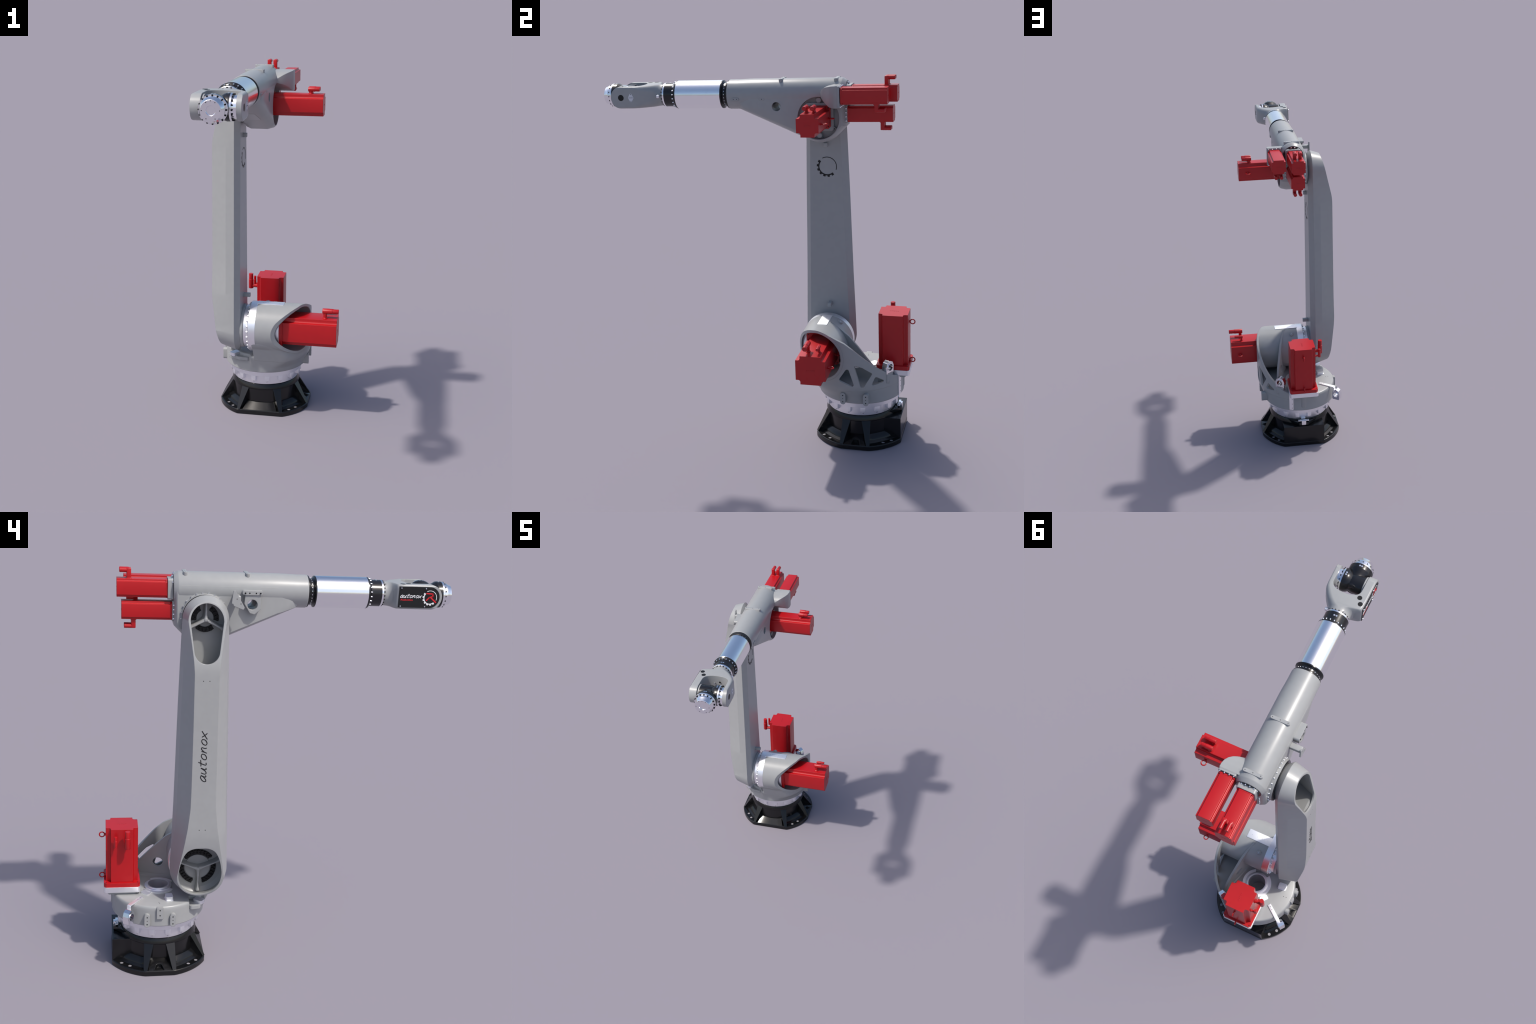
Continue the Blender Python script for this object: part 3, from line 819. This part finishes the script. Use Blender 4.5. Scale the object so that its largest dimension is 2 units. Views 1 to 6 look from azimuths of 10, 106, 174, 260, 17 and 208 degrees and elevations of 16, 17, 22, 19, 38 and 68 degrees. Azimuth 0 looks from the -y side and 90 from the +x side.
def script_word(name, word, mat, m, width, xh, pen, depth, parent, shear=0.3):
    """hand-written word drawn with a round pen, centred on the local origin"""
    total = sum(LETTERS[c][1] for c in word)
    k = width / total; bm = bmesh.new(); cur = -width / 2; q = 0
    for c in word:
        for st in LETTERS[c][0]:
            pts = []
            ext = [st[0]] + st + [st[-1]]
            for i in range(1, len(ext) - 2):
                p0, p1, p2, p3 = (Vector(ext[i + d]) for d in (-1, 0, 1, 2))
                for j in range(6):
                    t = j / 6
                    pts.append(0.5 * (2 * p1 + (p2 - p0) * t + (2 * p0 - 5 * p1 + 4 * p2 - p3) * t * t + (3 * p1 - p0 - 3 * p2 + p3) * t ** 3))
            pts.append(Vector(ext[-1]))
            P = [Vector((cur + p.x * k + shear * (p.y - 0.5) * xh, (p.y - 0.5) * xh)) for p in pts]
            loops = []; q += 1
            for i, p in enumerate(P):
                d = (P[min(i + 1, len(P) - 1)] - P[max(i - 1, 0)]).normalized(); n = Vector((-d.y, d.x))
                w = pen * (0.55 if i in (0, len(P) - 1) else 1.0)
                top = depth * (1 + 0.03 * q + 0.002 * i)
                loops.append([m @ Vector((*(p + n * w), 0)), m @ Vector((*(p + n * w * 0.8), top)), m @ Vector((*(p - n * w * 0.8), top)), m @ Vector((*(p - n * w), 0))])
            add_loft(bm, loops)
        cur += LETTERS[c][1] * k
    return to_obj(name, bm, mat, parent, angle=70, doubles=False)

def gear_mark(m, R, mat, depth, parent, ring_mat=None, name="gear_mark"):
    """open gear: thin arc upper right, toothed arc lower left (local xy, facing local z)"""
    bm = bmesh.new()
    n = 40
    def sector(r0, r1, a0, a1, n=40):
        return circle(0, 0, r1, n, a0, a1) + circle(0, 0, r0, n, a1, a0)
    add_prism(bm, sector(R * 0.915, R * 0.985, -20, 119), m, 0, depth)
    add_prism(bm, sector(R * 0.79, R * 0.915, 139, 312), m, 0, depth)
    for i in range(7):
        a = 147 + i * 26.2
        t = 6.5
        add_prism(bm, [(r * cos(radians(q)), r * sin(radians(q))) for r, q in ((R * 0.90, a - t * 1.1), (R * 1.06, a - t), (R * 1.06, a + t), (R * 0.90, a + t * 1.1))], m, 0, depth * 0.98)
    return to_obj(name, bm, mat, parent)

# printed marks on the arm
tilt = (outx(1.29) - outx(1.04)) / 0.25            # the outer face leans slightly
ev = Vector((tilt, 0, 1)).normalized()
m = frame((outx(1.165) - 0.0002, 0.362, 1.165), ev, (0, 1, 0), ev.cross(Vector((0, 1, 0))))
script_word("lettering", "autonox", INK, m, 0.246, 0.0265, 0.0022, 0.0006, lower_arm, 0.32)
m = frame((-0.1868, 0.361, 1.5025), (0, 1, 0), (0, 0, 1), (1, 0, 0))
gear_mark(m, 0.0545, INK, 0.0006, lower_arm)

# ================================================================== FOREARM CASTING
bm = bmesh.new()
add_lathe(bm, [(0, 0.133), (0.0755, 0.133), (0.0775, 0.130), (0.0775, 0.08), (0.0803, 0.0), (0.0803, -0.478), (0.0785, -0.483), (0.066, -0.502), (0, -0.502)], axis_matrix((0, -1, 0), (FX, 0, FZ)), 96)
forearm = to_obj("forearm", bm, GREY)
# elbow housing: side profile with chamfered edges
HR = 0.1318
def prof(d, ztop, lift=0.0, nose=0.0):
    """side outline; lift raises the sloping underside where the flank chamfer widens"""
    pts = [(-0.076 + d * 1.2 + nose, 1.8395 + lift * 0.45 - nose * 0.42)]
    a0 = 246 - lift * 620
    for i in range(18):
        a = a0 + (321 - a0) * i / 17
        pts.append((EY + 0.001 + (HR - d) * cos(radians(a)), EZ + (HR - d) * sin(radians(a))))
    pts += [(0.499 - d, 1.745 + d * 0.5), (0.499 - d, ztop - 0.02), (0.485 - d, ztop), (0.1, ztop), (-0.070 + d + nose, ztop), (-0.104 + d + nose, 1.880 - nose * 0.2)]
    return pts
bm = bmesh.new()
xs = [(-0.1655, 0.014, 1.934, 0.012, 0.075), (-0.161, 0.009, 1.935, 0.008, 0.050), (-0.140, 0.0, 1.935, 0.0, 0.0), (-0.052, 0.0, 1.93, 0.0, 0.0), (-0.020, 0.009, 1.92, 0.026, 0.030), (-0.0092, 0.018, 1.911, 0.036, 0.060)]
add_loft(bm, [[(x, y, z) for y, z in prof(d, zt, lf, ns)] for x, d, zt, lf, ns in xs])
housing = to_obj("elbow_housing", bm, GREY, forearm, angle=25)
boolean(housing, [cutter(lambda b: add_prism(b, circle(EY, EZ, 0.110, 96), YZ, -0.052, 0.2)),
                  cutter(lambda b: add_prism(b, circle(0.138, 1.854, 0.0235, 40), YZ, -0.5, 0.2))])
boolean(forearm, [cutter(lambda b: add_prism(b, circle(EY, EZ, 0.1105, 96), YZ, -0.0515, 0.2)),
                  cutter(lambda b: add_prism(b, circle(0.138, 1.854, 0.0235, 40), YZ, -0.5, 0.2))])
# dark floor parts inside the recess
bm = bmesh.new()
add_prism(bm, [(EM_Y + x, EM_Z + y) for x, y in rounded_rect(0.074, 0.074, 0.012)], YZ, -0.056, -0.0345)
to_obj("motor_seat", bm, GREY, forearm)
bm = bmesh.new()
for a in (90, -90):
    add_lathe(bm, [(0, -0.055), (0.0145, -0.055), (0.0145, -0.028), (0.012, -0.026), (0, -0.026)], axis_matrix((1, 0, 0), (0, EY + 0.097 * cos(radians(a)), EZ + 0.092 * sin(radians(a)))), 24)
    add_box(bm, (-0.046, EY + 0.1 * cos(radians(a)), EZ + 0.10 * sin(radians(a))), (0.02, 0.028, 0.016))
for a in (-33, -147):
    m = Matrix.Translation((0, EY, EZ)) @ Matrix.Rotation(radians(a), 4, 'X')
    add_box(bm, (-0.044, 0.095, 0), (0.02, 0.028, 0.004), m)
to_obj("gear_bosses", bm, GREY, forearm)

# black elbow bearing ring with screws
lathe("elbow_ring", [(0, -0.160), (0.1120, -0.160), (0.1120, -0.1665), (0.1075, -0.1675), (0.1065, -0.1838), (0, -0.1838)], (1, 0, 0), (0, SY, EZ + 0.001), GREY, forearm, 96)
ering = bpy.data.objects["elbow_ring"]
lathe("elbow_dark_disc", [(0, -0.179), (0.1040, -0.179), (0.1040, -0.1880), (0, -0.1880)], (1, 0, 0), (0, SY, EZ), BLKMET, forearm, 96)  # black disc that reads as a thin dark line beside the arm
bolt_ring(BOLT_STEEL, "bolt", 24, 0.1098, (-1, 0, 0), (-0.1685, SY, EZ + 0.001), ering, 0.1)

# top cable tabs
for y in (0.157, 0.449):
    bm = bmesh.new()
    w = 0.0098
    poly = round_poly([(-0.051, -w), (0.051, -w), (0.051, w), (-0.051, w)], w * 0.98, 8)
    loops = [[(FX + x, y + yy, 1.955) for x, yy in [(a * 0.93, b * 0.9) for a, b in poly]], [(FX + x, y + yy, 1.9905) for x, yy in poly], [(FX + x * 0.98, y + yy * 0.9, 1.9925) for x, yy in poly]]
    add_loft(bm, loops); tab = to_obj("cable_tab", bm, GREY, forearm)
    for x in (-0.04, 0, 0.04): put(HOLEPIN_S, "threaded_hole", (FX + x, y, 1.9928), (0, 0, 1), tab)

# side motor console with bulging front
bm = bmesh.new()
zt, zb = 1.9665, 1.8545
PX = [(0.3655, -0.030), (0.370, -0.020), (0.376, -0.005), (0.387, 0.020), (0.400, 0.040), (0.416, 0.056), (0.436, 0.067), (0.456, 0.0715), (0.477, 0.0715)]
PT = [(0.3655, 1.912), (0.376, 1.927), (0.387, 1.942), (0.400, 1.952), (0.416, 1.9585), (0.445, 1.9645), (0.477, 1.9665)]
PB = [(0.3655, 1.908), (0.385, 1.896), (0.408, 1.878), (0.434, 1.859), (0.460, 1.8535), (0.477, 1.8535)]
loops = []
for i in range(23):
    y = 0.3655 + (0.477 - 0.3655) * (i / 22)
    x1, t, u = interp(y, PX), interp(y, PT), interp(y, PB)
    loops.append([(-0.06, y, u), (x1 - 0.003, y, u), (x1, y, u + min(0.004, (t - u) * 0.4)), (x1, y, t), (-0.06, y, t)])
add_loft(bm, loops)
console = to_obj("motor_console", bm, GREY, forearm, angle=40)
bm = bmesh.new(); add_prism(bm, [(0.0262 + x, 1.9105 + y) for x, y in rounded_rect(0.0455, 0.056, 0.006)], XZ, 0.4765, 0.4795)
add_prism(bm, [(0.0262 + x, 1.9105 + y) for x, y in rounded_rect(0.0450, 0.0555, 0.006)], XZ, 0.4790, 0.4890)
to_obj("console_cover", bm, GREY, forearm)
for sx in (-0.036, -0.012, 0.012, 0.036):
    for sz in (0.050, -0.050): put(BOLT_STEEL, "bolt", (0.0262 + sx, 0.492, 1.9105 + sz), (0, 1, 0), console)
# rear cover, adapter blocks
bm = bmesh.new()
add_prism(bm, [(FX + x, 1.9105 + y) for x, y in rounded_rect(0.048, 0.048, 0.010)], XZ, 0.49, 0.5285)
add_prism(bm, [(FX + x, 1.809 + y) for x, y in rounded_rect(0.0445, 0.0475, 0.006)], XZ, 0.48, 0.5064)
adapt = to_obj("motor_adapter", bm, SATIN, forearm)
adapt.data.materials[0] = GREY
lathe("rear_cover", [(0, -0.5), (0.0655, -0.5), (0.0645, -0.504), (0, -0.504)], (0, -1, 0), (FX, 0, FZ), BLKMET, forearm, 64)
for a in range(35, 146, 22): put(BOLT_STEEL, "bolt", (FX + 0.0575 * cos(radians(a)), 0.506, FZ + 0.0575 * sin(radians(a))), (0, 1, 0), forearm)
for sx in (-0.050, 0.0505):
    for k in range(4): put(BOLT_STEEL, "bolt", (FX + sx, 0.501, 1.775 + 0.021 * k), (0, 1, 0), forearm)

# bracket cluster on the arm side
bm = bmesh.new()
hexp = round_poly([(0.174, 1.905), (0.178, 1.862), (0.150, 1.818), (0.128, 1.812), (0.098, 1.838), (0.100, 1.880), (0.104, 1.905)], 0.008)
add_prism(bm, hexp, YZ, -0.160, -0.194)
hb = to_obj("cable_bracket", bm, GREY, forearm)
boolean(hb, [cutter(lambda b: add_prism(b, circle(0.139, 1.857, 0.0240, 40), YZ, -0.12, -0.3))])
bm = bmesh.new()
add_prism(bm, round_poly([(0.188, 1.902), (0.188, 1.922), (0.091, 1.922), (0.091, 1.902)], 0.0095), YZ, -0.160, -0.199)
cl = to_obj("cable_clamp", bm, GREY, forearm)
for y, mm in ((0.175, BOLT_BLACK), (0.155, HOLEPIN), (0.124, HOLEPIN), (0.104, BOLT_BLACK)): put(mm, "clamp_screw", (-0.1995, y, 1.911), (-1, 0, 0), cl)
bm = bmesh.new()
tri_p = round_poly([(0.236, 1.926), (0.226, 1.926), (0.181, 1.850), (0.185, 1.838), (0.232, 1.856), (0.234, 1.865), (0.242, 1.865)], 0.005)
add_prism(bm, tri_p, YZ, -0.232, -0.2255)
tp = to_obj("sensor_plate", bm, GREY, forearm)
bm = bmesh.new(); add_box(bm, (-0.197, 0.214, 1.890), (0.062, 0.030, 0.022), bevel=0.003); to_obj("sensor_arm", bm, GREY, tp)
for y, z in ((0.218, 1.888), (0.199, 1.866)): put(HOLEPIN_S, "threaded_hole", (-0.2323, y, z), (-1, 0, 0), tp)
# flush pads with screws on the tool side of the casting
for y, n in ((-0.085, 2), (0.06, 1)):
    bm = bmesh.new(); add_prism(bm, [(y + a, 1.893 + b) for a, b in rounded_rect(0.020 if n == 2 else 0.015, 0.0075, 0.007)], YZ, FX + 0.07, FX + 0.0795)
    pad = to_obj("screw_pad", bm, GREY, forearm)
    for q in ((-0.009, 0.009) if n == 2 else (0,)): put(HOLEPIN_S, "threaded_hole", (FX + 0.0798, y + q, 1.893), (1, 0, 0), pad)
# rectangular lid on the sloping underside
sl = Vector((0, 0.383, -0.168)).normalized(); nn = Vector((0, -sl.z, sl.y)) * -1
nn = Vector((0, sl.z, -sl.y))
m = frame((FX - 0.003, 0.115, 1.7557), (1, 0, 0), sl, nn)
bm = bmesh.new(); add_prism(bm, round_poly([(-0.04, -0.055), (0.018, -0.055), (0.036, 0.05), (-0.04, 0.05)], 0.003), m, -0.006, 0.0012)
to_obj("underside_lid", bm, GREY, forearm)

# ================================================================== FOREARM TUBE
AXF = (0, -1, 0)
lathe("tube_collar", [(0, 0.120), (0.0735, 0.120), (0.0745, 0.134), (0.0745, 0.139), (0.0660, 0.143), (0.0620, 0.147), (0.0620, 0.158), (0.0660, 0.163), (0.0740, 0.1675), (0.0745, 0.1725), (0, 0.1725)], AXF, (FX, 0, FZ), BLKMET, None, 96)
collar = bpy.data.objects["tube_collar"]
bolt_ring(BOLT_STEEL_S, "bolt", 24, 0.0622, AXF, (FX, -0.152, FZ), collar, 0.1, radial=True)
lathe("forearm_tube", [(0, 0.172), (0.0735, 0.172), (0.0748, 0.1735), (0.0748, 0.4250), (0.0735, 0.4265), (0, 0.4265)], AXF, (FX, 0, FZ), POLISH, None, 128)
lathe("wrist_sleeve", [(0, 0.425), (0.0745, 0.425), (0.0745, 0.431), (0.0690, 0.439), (0.0635, 0.4420), (0.0630, 0.460), (0.0630, 0.4930), (0.0620, 0.4945), (0, 0.4945)], AXF, (FX, 0, FZ), BLKMET, None, 96)
sleeve = bpy.data.objects["wrist_sleeve"]
bolt_ring(BOLT_STEEL, "bolt", 20, 0.0685, AXF, (FX, -0.441, FZ), sleeve, 0.12)
for x in (-0.006, 0.006):
    put(mesh_from(lambda b: add_lathe(b, [(0, -0.004), (0.0048, -0.004), (0.0048, 0.001), (0, 0.0012)], Matrix(), 18), "grease_plug", STEEL), "grease_plug", (FX + x, -0.473, FZ + 0.0628), (0, 0, 1), sleeve)

# ================================================================== WRIST
lathe("wrist_ring", [(0, 0.494), (0.0640, 0.494), (0.0640, 0.5025), (0.0615, 0.5045), (0, 0.5045)], AXF, (FX, 0, FZ), ALU, None, 96)
wring = bpy.data.objects["wrist_ring"]
bolt_ring(BOLT_BLACK, "bolt", 20, 0.0588, AXF, (FX, -0.5065, FZ), wring, 0.06)

ZT, ZB = FZ + 0.0582, FZ - 0.0582
bm = bmesh.new()
# blended body from round neck to fork: lofted sections along -y
def fork_section(y, x0, x1, h, rl, rr=None):
    """rl, rr: edge rounding on the arm side and on the tool side"""
    rr = rl if rr is None else rr
    w = (x1 - x0) / 2
    rl, rr = min(rl, w * 0.98, h * 0.98), min(rr, w * 0.98, h * 0.98)
    out = []
    for cx, cz, r, a0 in ((x1 - rr, h - rr, rr, 0), (x0 + rl, h - rl, rl, 90), (x0 + rl, -h + rl, rl, 180), (x1 - rr, -h + rr, rr, 270)):
        for i in range(9):
            a = radians(a0 + 90 * i / 8); out.append((cx + r * cos(a), y, FZ + cz + r * sin(a)))
    return out
secs = [(-0.5045, FX - 0.0570, FX + 0.0570, 0.0570, 0.0569), (-0.520, FX - 0.0575, FX + 0.0575, 0.0575, 0.0569), (-0.532, FX - 0.059, FX + 0.0625, 0.0578, 0.052),
        (-0.545, FX - 0.068, FX + 0.0715, 0.0580, 0.040), (-0.5525, FX - 0.098, FX + 0.0775, 0.0582, 0.028, 0.039), (-0.557, FX - 0.1035, FX + 0.0805, 0.0582, 0.020, 0.036), (-0.562, FX - 0.1060, FX + 0.0840, 0.0582, 0.016, 0.034),
        (-0.585, FX - 0.1065, FX + 0.0985, 0.0582, 0.0130, 0.030), (-0.608, FX - 0.1065, FX + 0.1105, 0.0582, 0.0110, 0.026), (-0.622, FX - 0.1065, FX + 0.1145, 0.0582, 0.0100, 0.020), (-0.650, FX - 0.1065, FX + 0.1150, 0.0582, 0.0100, 0.012), (-0.70, FX - 0.1065, FX + 0.1150, 0.0582, 0.0100), (-0.80, FX - 0.1065, FX + 0.1150, 0.0582, 0.0100)]
add_loft(bm, [fork_section(*s) for s in secs])
fork = to_obj("wrist_fork", bm, GREY, angle=35)
# round the fork tips and open the fork
tip = [(-0.45, ZT + 0.02), (-0.45, ZB - 0.02), (-0.60, ZB - 0.02)] + [(-0.60, ZB - 0.0004)] + circle(WY, FZ, 0.0586, 40, 270, 90)[0:40] + [(-0.60, ZT + 0.0004), (-0.60, ZT + 0.02)]
def tip_poly():
    pts = [(-0.45, ZB - 0.03), (-0.64, ZB - 0.03), (-0.64, ZB - 0.0005), (WY, ZB - 0.0005)]
    pts += [(WY + 0.0583 * cos(radians(a)), FZ + 0.0587 * sin(radians(a))) for a in range(264, 95, -4)]
    pts += [(WY, ZT + 0.0005), (-0.64, ZT + 0.0005), (-0.64, ZT + 0.03), (-0.45, ZT + 0.03)]
    return pts
boolean(fork, [cutter(lambda b: add_prism(b, tip_poly(), YZ, -0.5, 0.5))], 'INTERSECT')
def u_cut():
    pts = [(-0.150, -0.90), (-0.150, -0.668)]
    cx, w = (-0.150 + 0.003) / 2, (0.003 + 0.150) / 2
    for i in range(1, 24):
        a = pi - pi * i / 24
        pts.append((cx + w * cos(a) , -0.668 + 0.056 * sin(a) ** 0.65))
    pts += [(0.003, -0.668), (0.003, -0.90)]
    return pts
boolean(fork, [cutter(lambda b: add_prism(b, u_cut(), XY, 1.7, 2.2))])
finish(fork.data, 35)
# round dark caps on top, cap on the flank, hexagonal boss at the neck
for x, y in ((-0.172, -0.585), (-0.1555, -0.617)):
    lathe("cap", [(0, 0), (0.0125, 0), (0.0125, 0.0008), (0, 0.0008)], (0, 0, 1), (x, y, ZT - 0.0002), INK, fork, 28)
lathe("side_cap", [(0, 0), (0.0165, 0), (0.0165, 0.0008), (0, 0.0008)], (1, 0, 0), (FX + 0.1148, WY, FZ), INK, fork, 28)
lathe("socket", [(0, 0), (0.0055, 0), (0.0055, 0.001), (0, 0.001)], (0, -1, 0), (FX + 0.028, -0.6170, FZ + 0.02), INK, fork, 16)
put(BOLT_STEEL, "bolt", (FX - 0.004, -0.619, FZ + 0.012), (0, -1, 0), fork)
bm = bmesh.new(); add_prism(bm, round_poly([(-0.661 + 0.0165, FZ), (-0.661, FZ + 0.030), (-0.661 - 0.0165, FZ), (-0.661, FZ - 0.030)], 0.007), YZ, FX + 0.1140, FX + 0.1162)
badge = to_obj("rhombus_badge", bm, BADGE, fork)
for z in (0.018, -0.018): put(HOLEPIN_S, "screw", (FX + 0.1165, -0.661, FZ + z), (1, 0, 0), badge)
bm = bmesh.new()
for i in range(7): add_box(bm, (FX + 0.1163, -0.661 + (i - 3) * 0.0036, FZ), (0.0008, 0.0022, 0.0028 if i % 2 else 0.0020))
to_obj("badge_mark", bm, INK, badge)
bm = bmesh.new(); add_box(bm, (FX + 0.068, -0.523, FZ), (0.018, 0.016, 0.016), bevel=0.003); to_obj("zero_mark_block", bm, SATIN, fork)
bm = bmesh.new(); add_box(bm, (FX - 0.030, -0.512, FZ + 0.050), (0.012, 0.012, 0.012), bevel=0.002); to_obj("zero_mark_block", bm, GREY, fork)

# label plate on the arm side flank
LX = FX - 0.1065
lab = [(-0.562, FZ - 0.0495), (-0.715, FZ - 0.0495)] + [(-0.715 + 0.0500 * cos(radians(a)), FZ + 0.0495 * sin(radians(a))) for a in range(264, 95, -6)] + [(-0.715, FZ + 0.0495), (-0.562, FZ + 0.0495)]
bm = bmesh.new(); add_prism(bm, lab, YZ, LX + 0.004, LX - 0.0022)
label = to_obj("label_plate", bm, INK, fork)
for y, z in ((-0.572, 0.0425), (-0.693, 0.0425), (-0.572, -0.0425), (-0.693, -0.0425)):
    put(BOLT_STEEL, "label_screw", (LX - 0.0030, y, FZ + z), (-1, 0, 0), label)
LF = frame((LX - 0.0022, -0.622, FZ + 0.003), (0, -1, 0), (0, 0, 1), (-1, 0, 0))
script_word("lettering", "autonox", WINK, LF, 0.104, 0.0125, 0.00145, 0.0006, label, 0.35)
LF = frame((LX - 0.0022, -0.602, FZ - 0.0125), (0, -1, 0), (0, 0, 1), (-1, 0, 0))
text_mesh("lettering", "Robotics", RINK, LF, 0.060, 0.0006, label, shear=0.15, bold=0.015, height=0.0085)
GF = frame((LX - 0.0022, -0.7165, FZ - 0.001), (0, -1, 0), (0, 0, 1), (-1, 0, 0))
gear_mark(GF, 0.0350, WINK, 0.0006, label)
bm = bmesh.new()
def stroke(p, q, w):
    d = Vector((q[0] - p[0], q[1] - p[1])).normalized(); n = Vector((-d.y, d.x)) * w
    add_prism(bm, [(p[0] + n.x, p[1] + n.y), (q[0] + n.x, q[1] + n.y), (q[0] - n.x, q[1] - n.y), (p[0] - n.x, p[1] - n.y)], GF, 0.0002, 0.0010)
stroke((-0.020, 0.0205), (0.014, 0.0185), 0.0028); stroke((0.0125, 0.0195), (0.014, 0.006), 0.0028)
stroke((0.0155, 0.0075), (-0.004, 0.001), 0.0028); stroke((-0.002, 0.003), (-0.0175, -0.0135), 0.0028); stroke((0.004, 0.0015), (0.032, -0.022), 0.0030)
to_obj("lettering", bm, RINK, label)

# bending joint: bright bearing, black knuckle
AXX = (-1, 0, 0)
lathe("bend_bearing", [(0, -0.0045), (0.0505, -0.0045), (0.0505, 0.018), (0.0600, 0.019), (0.0605, 0.0275), (0, 0.0285)], AXX, (0, WY, FZ), ALU, None, 72)
bear = bpy.data.objects["bend_bearing"]
bolt_ring(BOLT_BLACK, "bolt", 16, 0.0555, (1, 0, 0), (-0.0165, WY, FZ), bear, 0.1)
lathe("bend_knuckle", [(0, 0.028), (0.0600, 0.028), (0.0605, 0.044), (0.0560, 0.058), (0.0470, 0.070), (0.0500, 0.082), (0.0515, 0.090), (0.0515, 0.140), (0, 0.140)], AXX, (0, WY, FZ), BLKMET, None, 72)
knuckle = bpy.data.objects["bend_knuckle"]
lathe("bend_cover", [(0, 0.139), (0.0530, 0.139), (0.0530, 0.146), (0.046, 0.1505), (0, 0.1505)], AXX, (0, WY, FZ), GREY, knuckle, 64)
# forward barrel towards the tool flange
bm = bmesh.new()
add_lathe(bm, [(0, 0.673), (0.028, 0.673), (0.038, 0.680), (0.045, 0.705), (0.0480, 0.735), (0.0520, 0.757), (0.0625, 0.774), (0.0632, 0.779), (0.0632, 0.8015), (0, 0.8015)], axis_matrix(AXF, (FX, 0, FZ)), 72)
to_obj("tool_barrel", bm, BLKMET, knuckle)
for x, y, n in ((FX - 0.0055, -0.787, (0, 0, 1)), (FX + 0.0055, -0.787, (0, 0, 1))):
    put(bpy.data.meshes["grease_plug"], "grease_plug", (x, y, FZ + 0.0632), n, knuckle)
for y in (-0.713, -0.725):
    put(bpy.data.meshes["grease_plug"], "grease_plug", (-0.0385, y, FZ + 0.0600), (0, 0, 1), knuckle)
bm = bmesh.new(); add_box(bm, (-0.036, -0.786, FZ - 0.012), (0.020, 0.016, 0.014), bevel=0.002); to_obj("stop_lug", bm, BLKMET, knuckle)
# tool flange
lathe("tool_flange", [(0, 0.8005), (0.0632, 0.8005), (0.0632, 0.8100), (0.0625, 0.8112), (0.0565, 0.8115), (0.0555, 0.8270), (0.0545, 0.8290), (0.0480, 0.8420), (0.0455, 0.8490), (0.0440, 0.8500), (0.0215, 0.8500), (0.0200, 0.8475), (0.0190, 0.8430), (0, 0.8430)],
      AXF, (FX, 0, FZ), ALU, None, 96)
flange = bpy.data.objects["tool_flange"]
bolt_ring(BOLT_BLACK, "bolt", 16, 0.0592, AXF, (FX, -0.8135, FZ), flange, pi / 16 * 0)
bolt_ring(HOLEPIN_S, "threaded_hole", 6, 0.0385, AXF, (FX, -0.8503, FZ), flange, 0)
put(HOLEPIN_S, "threaded_hole", (FX, -0.8503, FZ + 0.0405), AXF, flange)
